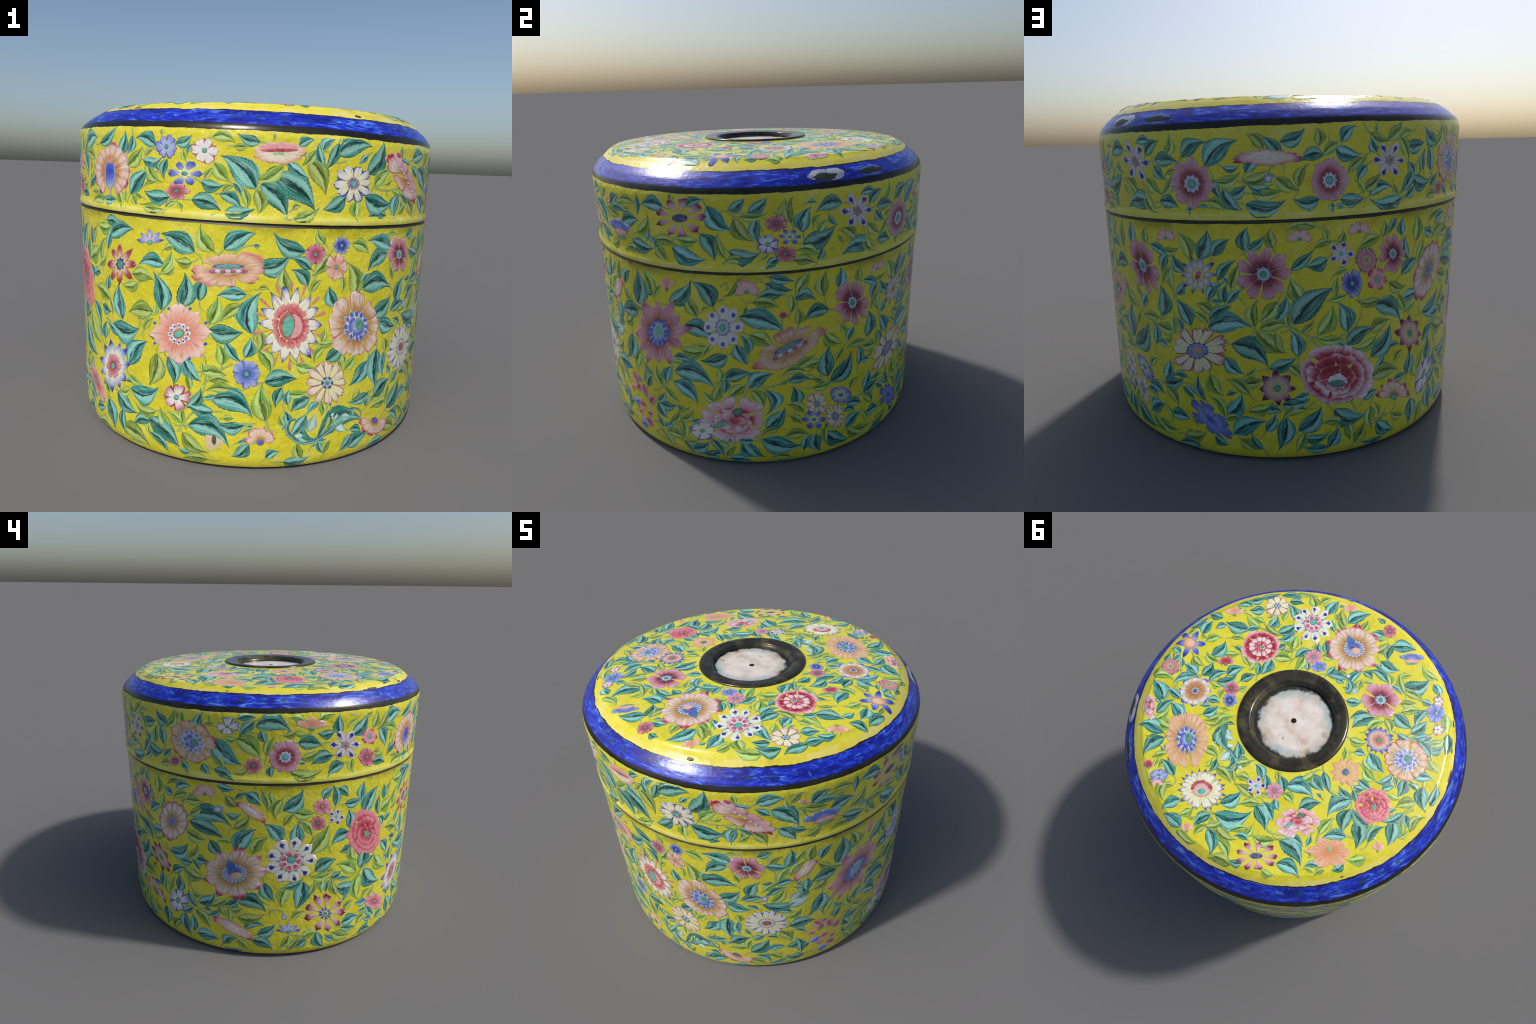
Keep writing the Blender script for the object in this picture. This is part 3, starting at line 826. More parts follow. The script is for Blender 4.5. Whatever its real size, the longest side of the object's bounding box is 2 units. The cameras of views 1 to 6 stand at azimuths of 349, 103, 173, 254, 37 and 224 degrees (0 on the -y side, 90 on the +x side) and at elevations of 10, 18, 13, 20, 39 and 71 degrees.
        m.disc(0, -.35, .22, .25, P("#3c7c50"), P("#2c5c40"), .005)
    elif kind == "budsalmon":
        for a in (.6, 1.57, 2.5):
            m.petal(a, .0, 1.25, .42, "round", R([(.1, "#dc8c70"), (.5, "#dfa894"), (1.0, "#e4c8b8")]), P("#d09880"), lift=.002, cy=-.5)
        m.disc(0, -.6, .25, .25, P("#5c9c58"), P("#6c8c3c"), .004)
    elif kind == "budblue":
        for a in (.6, 1.57, 2.5, 4.0, 5.3):
            m.petal(a, .0, 1.0, .42, "round", R([(.1, WHITE), (.5, "#a4b4d4"), (1.0, "#4c64b0")]), P("#6c84b0"), lift=.002)
    elif kind == "chip":
        m.disc(0, 0, 1.0, 1.0, P("#d0bc9c"), P("#c8c070"), .001, .001, wave=.12, waves=3, n=30)
        m.disc(.05, 0, .28, .55, P("#33301c"), P("#8c7c54"), .002, .001)
    else:
        raise ValueError(kind)
    return m


class Painter:
    """lays flowers, leaves and stems on one surface"""

    def __init__(self, surface, parent, leaf_mats):
        self.s, self.parent, self.leaf_mats = surface, parent, leaf_mats
        self.stems = ([], [], [])
        self.taken = []
        self.scrolls = ([], [], [])

    def frame(self, base, turn, sx, sy):
        o, ex, ey = self.s.frame(base)
        c, s = math.cos(turn), math.sin(turn)
        x, y = ex * c + ey * s, ey * c - ex * s
        z = x.cross(y)
        return Matrix.Translation(o) @ Matrix((x, y, z)).transposed().to_4x4() @ Matrix.Diagonal((sx, sy, 1, 1))

    def flower(self, kind, p, q, major, minor, turn=0, spin=0):
        base, turn, spin = (p, q), math.radians(turn), math.radians(spin)
        m = build_flower(kind)
        c0 = self.local(p, q)
        for f in (-.6, 0, .6):
            e = f * (major - minor * .8) / .6 if major > minor * 1.1 else 0.0
            self.taken.append((c0[0] + e * math.cos(turn), c0[1] + e * math.sin(turn), minor * .95))
        M = self.frame(base, turn, major, minor)
        inv = M.inverted()
        ct, st, cs, ss = math.cos(turn), math.sin(turn), math.cos(spin), math.sin(spin)
        verts = []
        for u, v, z in m.verts:
            u, v = u * cs - v * ss, u * ss + v * cs
            a, b = u * major, v * minor
            verts.append(inv @ self.s.point(base, a * ct - b * st, a * st + b * ct, z + .001))
        new_object("flower", verts, m.faces, m.mats, m.slots, self.parent, M)

    def leaf(self, kind, p, q, turn, length, width, bend=0.0, name=None):
        side = 1.0
        if kind.endswith("_l"):
            kind = kind[:-2]
        elif kind.endswith("_r"):
            kind, side = kind[:-2], -1.0
        else:
            side = rng.choice((-1.0, 1.0))
        base, turn = (p, q), math.radians(turn)
        length *= 1.08
        half = .5 * (width if width < .42 else .42 + .3 * (min(width, .9) - .42)) * 1.36
        if kind in ("pink", "blue"):
            half, length = half * 1.45, length * 1.1
        if not bend:
            bend = rng.uniform(.03, .14) * rng.choice((-1, 1))
        hook = rng.uniform(.06, .20) * (-1 if bend > 0 else 1) if kind in ("teal", "green") else 0.0
        c0 = self.local(p, q)
        for f in (.15, .35, .55, .75, .95):
            self.taken.append((c0[0] + f * length * math.cos(turn), c0[1] + f * length * math.sin(turn), half * length * (.9 if .2 < f < .9 else .35) * (2.2 if kind in ("pink", "blue") else 1)))
        if kind in ("teal", "green") and not (isinstance(self.s, Top) and math.hypot(p, q) > .78):
            self.petiole(base, turn + 4 * bend * .6, min(.07, .45 * length))
        M = self.frame(base, turn, length, length)
        inv = M.inverted()
        ct, st = math.cos(turn), math.sin(turn)
        nx, T = 30, (-1, -.72, -.3, 0, .3, .72, 1)
        verts, faces = [], []
        tooth = rng.uniform(0, 1)
        for i in range(nx):
            x = i / (nx - 1)
            w = half * max(0.0, math.sin(math.pi * x ** HALF_POWER)) ** HALF_POINT * (1 - HALF_TAPER * x * x)
            for t in T:
                saw = 1 + .09 * (((x * 9 + tooth) % 1) - .5) * (abs(t) > .9) * (kind in ("teal", "green"))
                y = bend * 4 * x * (1 - x) + hook * x ** 4 + t * w * saw
                lift = -.0008 if abs(t) > .99 or i in (0, nx - 1) else .0015 + .0022 * (1 - abs(abs(t) - .45)) * math.sin(math.pi * x)
                a, b = x * length, y * length
                verts.append(inv @ self.s.point(base, a * ct - b * st, a * st + b * ct, lift))
        n = len(T)
        for i in range(nx - 1):
            for j in range(n - 1):
                faces.append((i * n + j, (i + 1) * n + j, (i + 1) * n + j + 1, i * n + j + 1))
        ob = new_object(name or {"teal": "teal_leaf", "green": "green_leaf", "white": "white_frill"}.get(kind, "spike_petal"),
                        verts, faces, [self.leaf_mats[kind]], None, self.parent, M)
        ob["bend"], ob["half"], ob["side"], ob["hook"] = float(bend), float(half), side, float(hook)

    def stroke(self, store, pts, width_of, lift, scallop=0.0):
        """a painted line through the points, a smooth ribbon with dark edges"""
        P = [np.array(p, float) for p in pts]
        if isinstance(self.s, Wall):
            b0 = P[0].copy()
            P = [np.array((math.radians((p[0] - b0[0] + 180) % 360 - 180) * .985, p[1] - b0[1])) for p in P]
        else:
            b0 = P[0].copy()
            P = [p - b0 for p in P]
        path = []
        Q = [2 * P[0] - P[1]] + P + [2 * P[-1] - P[-2]]
        for i in range(1, len(Q) - 2):
            for k in range(8):
                t = k / 8
                a, b, c, d = Q[i - 1], Q[i], Q[i + 1], Q[i + 2]
                path.append(.5 * (2 * b + (c - a) * t + (2 * a - 5 * b + 4 * c - d) * t * t + (3 * b - a - 3 * c + d) * t ** 3))
        path.append(P[-1])
        verts, faces, slots = store
        o, T = len(verts), (-1, -.8, -.12, .12, .8, 1)
        n = len(path)
        for i, p in enumerate(path):
            d = path[min(i + 1, n - 1)] - path[max(i - 1, 0)]
            d /= max(np.linalg.norm(d), 1e-6)
            w = width_of(i / (n - 1)) * (1 + scallop * (abs(math.sin(i * .55)) - .5))
            for t in T:
                e = p + np.array((-d[1], d[0])) * t * w
                verts.append(self.s.point(tuple(b0), e[0], e[1], lift if abs(t) < .9 else -.0008))
        for i in range(n - 1):
            for j in range(5):
                faces.append((o + i * 6 + j, o + (i + 1) * 6 + j, o + (i + 1) * 6 + j + 1, o + i * 6 + j + 1))
                slots.append((1, 0, 1, 2, 1)[j])

    def stem(self, *pts):
        self.stroke(self.stems, pts, lambda t: .0072 - .003 * t, .0016)

    def scroll(self, *pts):
        """an acanthus scroll: a thin curling stalk clothed in bent leaves and pale lobes"""
        self.stroke(self.scrolls, pts, lambda t: .002 + .010 * math.sin(math.pi * t ** .85), .003)
        P = []
        for p in pts:
            P.append(np.array((math.radians((p[0] - pts[0][0] + 180) % 360 - 180) * .985, p[1] - pts[0][1]) if isinstance(self.s, Wall) else (p[0] - pts[0][0], p[1] - pts[0][1])))
        back = (lambda q: (pts[0][0] + math.degrees(q[0] / .985), pts[0][1] + q[1])) if isinstance(self.s, Wall) else (lambda q: (pts[0][0] + q[0], pts[0][1] + q[1]))
        n = len(P) - 1
        cuts = [0, n // 2, n]
        for a, b in zip(cuts, cuts[1:]):
            e = P[b] - P[a]
            length = float(np.hypot(*e))
            mid = P[(a + b) // 2] if b - a > 1 else (P[a] + P[b]) / 2
            w = mid - (P[a] + P[b]) / 2
            bend = float(np.clip((-e[1] * w[0] + e[0] * w[1]) / length ** 2, -.35, .35))
            foot = back(P[a])
            self.leaf("teal", foot[0], foot[1], math.degrees(math.atan2(e[1], e[0])), length, .36, bend)
        for k in range(5):
            f = (.2 + .6 * k / 4) * n
            i = min(int(f), n - 1)
            p, e = P[i] + (P[i + 1] - P[i]) * (f - i), P[i + 1] - P[i]
            foot = back(p)
            side = 1 if k % 2 else -1
            self.leaf("white" if k % 2 else "teal", foot[0], foot[1], math.degrees(math.atan2(e[1], e[0])) + side * 45, rng.uniform(.04, .055), .42, .1 * side)

    def petiole(self, base, turn, length):
        """the thin stalk that runs from a leaf's foot back towards a vine"""
        n, step, bow = 4, length / 3, rng.uniform(-.55, .55)
        a, b, ang, pts = 0.0, 0.0, turn + math.pi, []
        for k in range(n):
            if isinstance(self.s, Wall):
                pts.append((base[0] + math.degrees(a / .985), base[1] + b))
            else:
                pts.append((base[0] + a, base[1] + b))
            a, b, ang = a + step * math.cos(ang), b + step * math.sin(ang), ang + bow
        self.stroke(self.stems, pts, lambda t: .0058 - .0032 * t, .0010)

    def local(self, p, q):
        return (math.radians(p) * .985, q) if isinstance(self.s, Wall) else (p, q)

    def fill(self, spots, limit):
        """tuck curling leaflets and tendrils into the gaps that the larger motifs leave"""
        made = 0
        for p, q in spots:
            if made >= limit:
                break
            c = np.array(self.local(p, q))
            near = np.array(self.taken)
            d = near[:, :2] - c
            if isinstance(self.s, Wall):
                span = TAU * .985
                d[:, 0] = (d[:, 0] + span / 2) % span - span / 2
            keep = np.hypot(d[:, 0], d[:, 1]) < .3
            d, r = d[keep], near[keep][:, 2]
            if len(r) and (np.hypot(d[:, 0], d[:, 1]) - r).min() < .008:
                continue
            best = None
            for k in range(10):
                a = math.pi * k / 10
                e = np.array((math.cos(a), math.sin(a)))
                reach = .012
                while reach < .054 and all((np.hypot(*(d - sg * reach * e).T) - r).min() > .001 for sg in (-1, 1)):
                    reach += .006
                if best is None or reach > best[0]:
                    best = (reach, a)
            reach, a = best
            if reach < .017:
                if rng.random() < .5:           # no room for a leaf: a thin curling tendril
                    a0, turn = rng.uniform(0, TAU), rng.choice((-1.0, 1.0))
                    curl = [c + (.019 - .0030 * k) * np.array((math.cos(a0 + turn * .95 * k), math.sin(a0 + turn * .95 * k))) for k in range(6)]
                    if isinstance(self.s, Wall):
                        self.stroke(self.stems, [(math.degrees(e[0] / .985), e[1]) for e in curl], lambda t: .0042 - .0018 * t, .0012)
                    else:
                        self.stroke(self.stems, curl, lambda t: .0042 - .0018 * t, .0012)
                    self.taken.append((c[0], c[1], .02))
                continue
            if rng.random() < .5:
                a += math.pi
            length = 2 * reach
            s = np.array((math.cos(a), math.sin(a))) * reach
            if isinstance(self.s, Wall) and not (self.s.low + .012 < q - abs(s[1]) and q + abs(s[1]) < self.s.high - .012):
                continue
            if not isinstance(self.s, Wall) and max(math.hypot(p - .016 + g * s[0], q + g * s[1]) for g in (-1, 1)) > .875:
                continue
            foot = (p - math.degrees(s[0] / .985), q - s[1]) if isinstance(self.s, Wall) else (p - s[0], q - s[1])
            self.leaf("teal" if rng.random() < .45 else "green", foot[0], foot[1], math.degrees(a), length, rng.uniform(.30, .44), rng.uniform(-.18, .18), name="leaflet")
            made += 1

    def finish(self):
        for name, store, a, b, c in (("stem", self.stems, "#a9bc56", "#6c8c38", "#94ac48"), ("acanthus_scroll", self.scrolls, "#6fb4ac", "#113c3c", "#276a68")):
            if store[1]:
                ob = new_object(name, store[0], store[1], [paint(a), paint(b), paint(c)], store[2], self.parent)
                ob["kind"] = "stuff"


def body_ornament(flower, leaf, stem, scroll):
    flower("crown", 322.3, 1.03, 0.082, 0.053, 11, 353)
    flower("star8", 311.4, 0.888, 0.116, 0.095, 37, 327)
    flower("orangelily", 343.7, 0.927, 0.163, 0.082, 5, 358)
    flower("salmon8", 331, 0.62, 0.147, 0.123, 32, 332)
    flower("bluetip10", 307.3, 0.376, 0.161, 0.116, 50, 318)
    flower("pink5w", 330.3, 0.32, 0.073, 0.059, 41, 325)
    flower("blue5", 348.9, 0.468, 0.066, 0.066, 81, 281)
    flower("chip", 340.7, 0.146, 0.056, 0.046, 77, 287)
    flower("maroon5s", 5.4, 1.005, 0.05, 0.05, -47, 48)
    flower("blue5d", 12.5, 1.044, 0.041, 0.041, -22, 24)
    flower("salmon5", 11.2, 0.948, 0.056, 0.056, -28, 29)
    flower("maroon6", 34.5, 0.985, 0.107, 0.085, -41, 43)
    flower("sunburst", 359.7, 0.689, 0.179, 0.141, -83, 84)
    flower("peonyblue", 18.7, 0.668, 0.173, 0.142, -50, 49)
    flower("creampink", 10.5, 0.414, 0.118, 0.099, -46, 44)
    flower("halfdown", 28.4, 0.154, 0.123, 0.068, -29, 21)
    flower("halfdaisy", 352.9, 0.154, 0.071, 0.071, -7, 8)
    flower("whiteblue", 39.7, 0.499, 0.138, 0.121, -27, 22)
    flower("budrow", 52.6, 0.921, 0.087, 0.041, 51, 349)
    flower("budblue", 39.5, 0.726, 0.026, 0.022, -80, 77)
    flower("budsalmon", 76.6, 1.046, 0.057, 0.039, 72, 289)
    flower("pink3", 100.5, 1.03, 0.061, 0.061, -1, 1)
    flower("mauvestar", 71.7, 0.748, 0.232, 0.16, 50, 314)
    flower("white8", 93.4, 0.837, 0.128, 0.1, 78, 282)
    flower("peonyside", 95.5, 0.292, 0.174, 0.131, 12, 349)
    flower("white5blue", 85.1, 0.203, 0.081, 0.057, 30, 335)
    flower("maroon8", 132.4, 0.901, 0.145, 0.103, -65, 60)
    flower("maroonbud", 110.7, 0.895, 0.031, 0.027, -71, 69)
    flower("orangelily", 112.4, 0.706, 0.194, 0.104, 26, 359)
    flower("creammauve", 121, 0.355, 0.081, 0.06, -67, 61)
    flower("bluepale7", 129.3, 0.37, 0.084, 0.053, -35, 25)
    flower("bluedots", 120.1, 0.261, 0.077, 0.058, -39, 32)
    flower("creamred", 127.5, 0.245, 0.089, 0.059, -69, 61)
    flower("pink3", 142.1, 1.046, 0.054, 0.038, 13, 347)
    flower("redoval", 151.5, 0.887, 0.096, 0.085, 47, 313)
    flower("maroon8", 168.5, 0.899, 0.119, 0.119, 87, 272)
    flower("pink3", 177.3, 1.044, 0.053, 0.041, -7, 6)
    flower("pink3", 192.5, 1.058, 0.055, 0.039, -13, 10)
    flower("navy5", 187.7, 0.969, 0.062, 0.056, -37, 35)
    flower("mauve12", 194.7, 0.927, 0.061, 0.053, -44, 41)
    flower("maroon8", 202.8, 0.938, 0.098, 0.078, -65, 62)
    flower("creamred", 150, 0.53, 0.156, 0.116, 24, 339)
    flower("blueiris", 152.9, 0.195, 0.118, 0.06, -37, 359)
    flower("mauvetipstar", 171.3, 0.373, 0.084, 0.084, 89, 271)
    flower("peonyred", 187, 0.412, 0.184, 0.142, -23, 19)
    flower("mauvetipstar", 210.5, 0.533, 0.11, 0.077, -42, 36)
    flower("halfred", 205.2, 0.244, 0.115, 0.072, -32, 24)
    flower("blue5d", 190.8, 0.832, 0.062, 0.053, -64, 61)
    flower("pinkdot5", 198.1, 0.834, 0.064, 0.052, -61, 58)
    flower("pink3", 231.7, 1.038, 0.073, 0.052, 24, 340)
    flower("creambrown", 217.9, 0.818, 0.147, 0.103, 53, 313)
    flower("budblue", 236.2, 0.958, 0.037, 0.024, 15, 349)
    flower("budrow", 247.3, 0.962, 0.092, 0.036, -33, 1)
    flower("creampeony", 241.4, 0.567, 0.204, 0.162, 25, 339)
    flower("white5navy", 218.4, 0.277, 0.108, 0.067, 57, 312)
    flower("budrow", 240.8, 0.188, 0.131, 0.046, -22, 360)
    flower("pink6", 269.9, 0.982, 0.059, 0.047, -24, 22)
    flower("navy5", 275.2, 0.908, 0.057, 0.045, -42, 39)
    flower("maroon5s", 268.8, 0.883, 0.052, 0.044, -41, 39)
    flower("rose", 288.1, 0.764, 0.177, 0.12, -53, 49)
    flower("navyspot9", 260.2, 0.66, 0.145, 0.145, -55, 54)
    flower("drops9b", 273.2, 0.282, 0.158, 0.119, -49, 44)
    flower("pink6", 296.4, 0.234, 0.129, 0.053, -32, 20)
    flower("crown", 260.1, 0.207, 0.081, 0.061, -11, 10)
    flower("budblue", 258.5, 0.291, 0.021, 0.018, -79, 78)
    leaf("teal_l", 306.9, 1.006, 20, 0.169, 0.38)
    leaf("teal_r", 335.2, 0.989, 153, 0.163, 0.54)
    leaf("green_r", 340.1, 0.999, 127, 0.118, 0.63)
    leaf("teal_l", 342.5, 1.01, 36, 0.146, 0.43)
    leaf("green", 326.7, 0.988, 18, 0.053, 0.62)
    leaf("teal_r", 326.7, 0.918, 177, 0.133, 0.39, -0.11)
    leaf("green", 334.5, 0.947, -178, 0.078, 0.72)
    leaf("green", 316.2, 0.856, 3, 0.117, 0.6)
    leaf("green", 326.3, 0.881, 31, 0.067, 0.33)
    leaf("teal", 305.4, 0.751, 79, 0.072, 0.76)
    leaf("teal", 349.8, 1.036, -3, 0.027, 1.01)
    leaf("teal_l", 325.9, 0.712, 95, 0.163, 0.5)
    leaf("teal_l", 331.1, 0.737, 77, 0.153, 0.5)
    leaf("teal_l", 336.5, 0.779, 80, 0.107, 0.58)
    leaf("green_r", 323.3, 0.699, -177, 0.143, 0.63)
    leaf("teal", 312.1, 0.626, 102, 0.162, 0.49)
    leaf("green_l", 339.1, 0.678, 68, 0.127, 0.51)
    leaf("teal_l", 338.9, 0.655, -3, 0.143, 0.61)
    leaf("teal_l", 350.1, 0.646, 86, 0.182, 0.45, 0.18)
    leaf("teal_l", 307.7, 0.59, 3, 0.179, 0.61, -0.16)
    leaf("teal_r", 314.2, 0.416, 53, 0.174, 0.49)
    leaf("green", 324.5, 0.512, -102, 0.163, 0.46)
    leaf("teal_r", 327.6, 0.499, -68, 0.121, 0.57)
    leaf("teal_r", 332.3, 0.512, -53, 0.121, 0.58)
    leaf("teal_l", 314.9, 0.299, 13, 0.169, 0.54, -0.17)
    leaf("teal_l", 339.7, 0.336, -17, 0.191, 0.54, 0.19)
    leaf("green", 342.5, 0.499, 98, 0.096, 0.71)
    leaf("teal", 348.3, 0.541, 72, 0.092, 0.6)
    leaf("green", 339.3, 0.422, 8, 0.086, 0.48)
    leaf("green_r", 354.3, 0.252, 107, 0.163, 0.45)
    leaf("teal", 309.2, 0.256, -34, 0.146, 0.59)
    leaf("teal", 304.5, 0.195, -63, 0.145, 0.68, 0.03)
    leaf("teal", 303.5, 0.27, -58, 0.055, 1.24)
    leaf("green", 311.5, 0.098, -10, 0.172, 0.58, 0.02)
    leaf("teal_r", 321.6, 0.185, -28, 0.184, 0.52)
    leaf("green", 328.4, 0.165, 123, 0.094, 0.87)
    leaf("teal_l", 333.5, 0.198, -15, 0.197, 0.48, 0.19)
    leaf("green", 332, 0.159, -37, 0.138, 0.45)
    leaf("teal", 350, 0.135, -137, 0.096, 0.7)
    leaf("teal", 349.4, 0.22, 2, 0.028, 0.86)
    leaf("green", 343.1, 0.252, 9, 0.046, 0.92)
    leaf("teal", 302.2, 0.663, -21, 0.078, 0.84)
    leaf("teal", 303.3, 0.494, 88, 0.092, 0.49)
    leaf("green", 306.3, 0.704, 155, 0.135, 0.59)
    leaf("green", 314.7, 0.368, -22, 0.081, 0.39)
    leaf("teal_r", 2.8, 1.016, 160, 0.151, 0.4)
    leaf("green", 7.8, 1.05, 125, 0.07, 0.73)
    leaf("green", 15.6, 1.052, -21, 0.104, 0.55)
    leaf("teal_r", 30.4, 1.021, 158, 0.159, 0.38)
    leaf("teal_r", 28.6, 0.999, -154, 0.137, 0.57)
    leaf("green", 30.5, 0.929, -64, 0.065, 0.86)
    leaf("teal_r", 3.7, 0.866, 131, 0.1, 0.55)
    leaf("green", 358.7, 0.832, 104, 0.111, 0.49)
    leaf("green_r", 17.3, 0.804, 99, 0.164, 0.46)
    leaf("teal_l", 19.9, 0.842, 4, 0.177, 0.5)
    leaf("green", 4.7, 0.843, 52, 0.064, 0.47)
    leaf("teal_l", 350.6, 0.944, 14, 0.144, 0.53)
    leaf("teal_r", 11.5, 0.769, 117, 0.096, 0.75)
    leaf("teal_l", 24.3, 0.712, 26, 0.14, 0.75)
    leaf("teal_l", 27.1, 0.674, -26, 0.135, 0.6)
    leaf("teal_l", 9.6, 0.522, 36, 0.113, 0.66)
    leaf("green", 15.6, 0.467, 40, 0.081, 0.74)
    leaf("teal", 23.3, 0.489, -124, 0.136, 0.63)
    leaf("teal_l", 26.9, 0.538, -96, 0.181, 0.58)
    leaf("teal_r", 353.4, 0.432, 10, 0.138, 0.56)
    leaf("green", 1.5, 0.513, -19, 0.09, 0.65)
    leaf("green_r", 354.1, 0.246, 103, 0.157, 0.57)
    leaf("teal_r", 5.6, 0.352, -147, 0.101, 0.76)
    leaf("green", 9.1, 0.321, -81, 0.064, 0.88)
    leaf("green", 18.8, 0.307, 44, 0.061, 0.97)
    leaf("teal_r", 27, 0.288, 37, 0.131, 0.8)
    leaf("white", 5.5, 0.185, 71, 0.083, 0.64)
    leaf("white", 12.6, 0.206, 69, 0.083, 0.72)
    leaf("white", 14.1, 0.227, -7, 0.081, 0.63)
    leaf("white", 13.8, 0.209, -43, 0.073, 0.49)
    leaf("teal", 18.1, 0.068, 25, 0.127, 0.64)
    leaf("teal", 18.6, 0.159, -19, 0.074, 0.5)
    leaf("teal", 24, 0.254, 66, 0.045, 1.07)
    leaf("green", 8.2, 0.613, 73, 0.054, 0.71)
    leaf("green", 31, 0.514, 105, 0.071, 1.1)
    leaf("green", 359.1, 0.225, 118, 0.053, 0.53)
    leaf("green", 10.5, 0.063, 68, 0.073, 0.62)
    leaf("green", 4.2, 0.053, 113, 0.09, 0.52)
    leaf("teal", 354.4, 0.065, 33, 0.068, 0.77)
    leaf("teal", 37.6, 1.072, 17, 0.079, 0.63)
    leaf("green", 41, 0.998, 45, 0.092, 0.68)
    leaf("teal", 46.4, 0.972, 76, 0.124, 0.58)
    leaf("green", 47.5, 0.902, 50, 0.125, 0.41)
    leaf("green", 54, 0.977, 86, 0.116, 0.64)
    leaf("teal", 57.5, 0.98, 59, 0.101, 0.68)
    leaf("teal", 63.5, 0.881, 77, 0.195, 0.51)
    leaf("teal", 63.5, 0.838, -174, 0.152, 0.79, -0.03)
    leaf("green", 60, 0.787, -142, 0.1, 0.77)
    leaf("teal", 58.8, 0.68, -111, 0.191, 0.49)
    leaf("green", 62.6, 0.589, -116, 0.133, 0.65)
    leaf("teal", 42.3, 0.854, -178, 0.061, 1.03)
    leaf("teal", 43, 0.838, 15, 0.1, 0.64)
    leaf("teal", 34.7, 0.74, 72, 0.135, 0.48)
    leaf("green", 41.7, 0.69, 50, 0.12, 0.5)
    leaf("white", 46.7, 0.634, 19, 0.127, 0.87, 0.02)
    leaf("white", 47.9, 0.692, 42, 0.079, 0.75)
    leaf("white", 49, 0.633, 26, 0.082, 0.94)
    leaf("green", 47.1, 0.523, 34, 0.098, 0.9)
    leaf("teal", 47.1, 0.444, 8, 0.157, 0.73, 0.03)
    leaf("green", 43.9, 0.4, -51, 0.133, 0.58)
    leaf("teal", 38.5, 0.374, -143, 0.075, 0.82)
    leaf("teal", 33.7, 0.198, 43, 0.163, 0.68)
    leaf("pink", 56.2, 0.423, -60, 0.081, 0.49)
    leaf("pink", 59.9, 0.363, -135, 0.053, 1.22)
    leaf("blue", 59.4, 0.392, 7, 0.031, 1.94)
    leaf("pink", 61.7, 0.379, -67, 0.073, 0.48)
    leaf("pink", 64.4, 0.273, 47, 0.059, 1.14)
    leaf("pink", 54.2, 0.31, -0, 0.045, 1.44)
    leaf("blue", 55.2, 0.214, 31, 0.062, 1.23)
    leaf("pink", 58.8, 0.228, 12, 0.058, 1.28)
    leaf("pink", 62.7, 0.194, 8, 0.043, 1.8)
    leaf("pink", 57.6, 0.165, 18, 0.042, 1.78)
    leaf("pink", 61.4, 0.147, -18, 0.064, 0.94)
    leaf("blue", 58.3, 0.089, 11, 0.062, 1.4)
    leaf("teal", 46.7, 0.229, 18, 0.091, 1.13)
    leaf("teal", 51.8, 0.142, 96, 0.16, 0.31)
    leaf("teal", 51.8, 0.194, 25, 0.058, 1.64)
    leaf("teal", 64.3, 0.383, 68, 0.087, 0.94)
    leaf("green", 31.7, 0.124, -20, 0.135, 0.52, 0.03)
    leaf("green", 70.9, 0.967, 106, 0.127, 0.6)
    leaf("teal", 76.8, 0.937, 40, 0.18, 0.37)
    leaf("teal_r", 90.9, 0.943, 121, 0.159, 0.62)
    leaf("teal_l", 105.7, 1.071, -23, 0.13, 0.39)
    leaf("teal", 113.7, 0.975, -5, 0.108, 0.61, 0.28)
    leaf("green", 122.7, 0.97, 89, 0.127, 0.57)
    leaf("teal", 127.3, 1.003, 78, 0.099, 0.75)
    leaf("green", 134.8, 1.01, 94, 0.077, 0.76)
    leaf("green", 85.8, 0.884, 117, 0.122, 0.59)
    leaf("teal_l", 81, 0.817, -14, 0.172, 0.58, 0.16)
    leaf("teal_l", 98.2, 0.898, -17, 0.222, 0.4)
    leaf("teal_l", 96.9, 0.744, -68, 0.119, 0.64)
    leaf("teal", 94.4, 0.679, -156, 0.141, 0.52)
    leaf("green", 87, 0.692, -176, 0.131, 0.65)
    leaf("teal_l", 76.7, 0.543, -7, 0.223, 0.51, 0.17)
    leaf("teal_l", 76, 0.479, -31, 0.17, 0.61, 0.13)
    leaf("green", 72.4, 0.422, -40, 0.105, 0.6)
    leaf("green", 71.5, 0.432, 116, 0.107, 0.81)
    leaf("teal", 68.8, 0.316, 48, 0.084, 0.51)
    leaf("teal", 68.8, 0.308, -62, 0.104, 0.88)
    leaf("teal", 69.7, 0.307, 4, 0.107, 0.58)
    leaf("teal", 93.1, 0.541, 22, 0.137, 0.51)
    leaf("teal", 93.4, 0.541, -93, 0.08, 0.58)
    leaf("green", 89.6, 0.4, 142, 0.075, 0.78)
    leaf("teal", 90.1, 0.208, -35, 0.101, 0.58)
    leaf("teal", 80.4, 0.054, 29, 0.134, 0.51)
    leaf("teal", 97.7, 0.153, -47, 0.127, 0.71)
    leaf("green", 92.4, 0.053, 55, 0.092, 0.54)
    leaf("green", 102, 0.975, -12, 0.128, 0.46)
    leaf("teal_r", 124.6, 0.892, -166, 0.134, 0.53, -0.19)
    leaf("green", 115, 0.837, 90, 0.088, 0.51)
    leaf("green", 100.9, 0.8, -31, 0.132, 0.64)
    leaf("teal", 133.4, 0.757, -119, 0.077, 0.96)
    leaf("green", 123.1, 0.764, -44, 0.124, 0.55)
    leaf("teal_r", 124.5, 0.507, 97, 0.171, 0.51)
    leaf("teal", 125.3, 0.469, 43, 0.186, 0.57, -0.13)
    leaf("green", 117.3, 0.591, 8, 0.095, 0.57)
    leaf("teal", 100.3, 0.49, 39, 0.144, 0.56)
    leaf("green", 111.7, 0.533, -145, 0.049, 0.67)
    leaf("green", 122.9, 0.477, 147, 0.075, 0.48)
    leaf("teal", 105.3, 0.481, -84, 0.147, 0.39, 0.31)
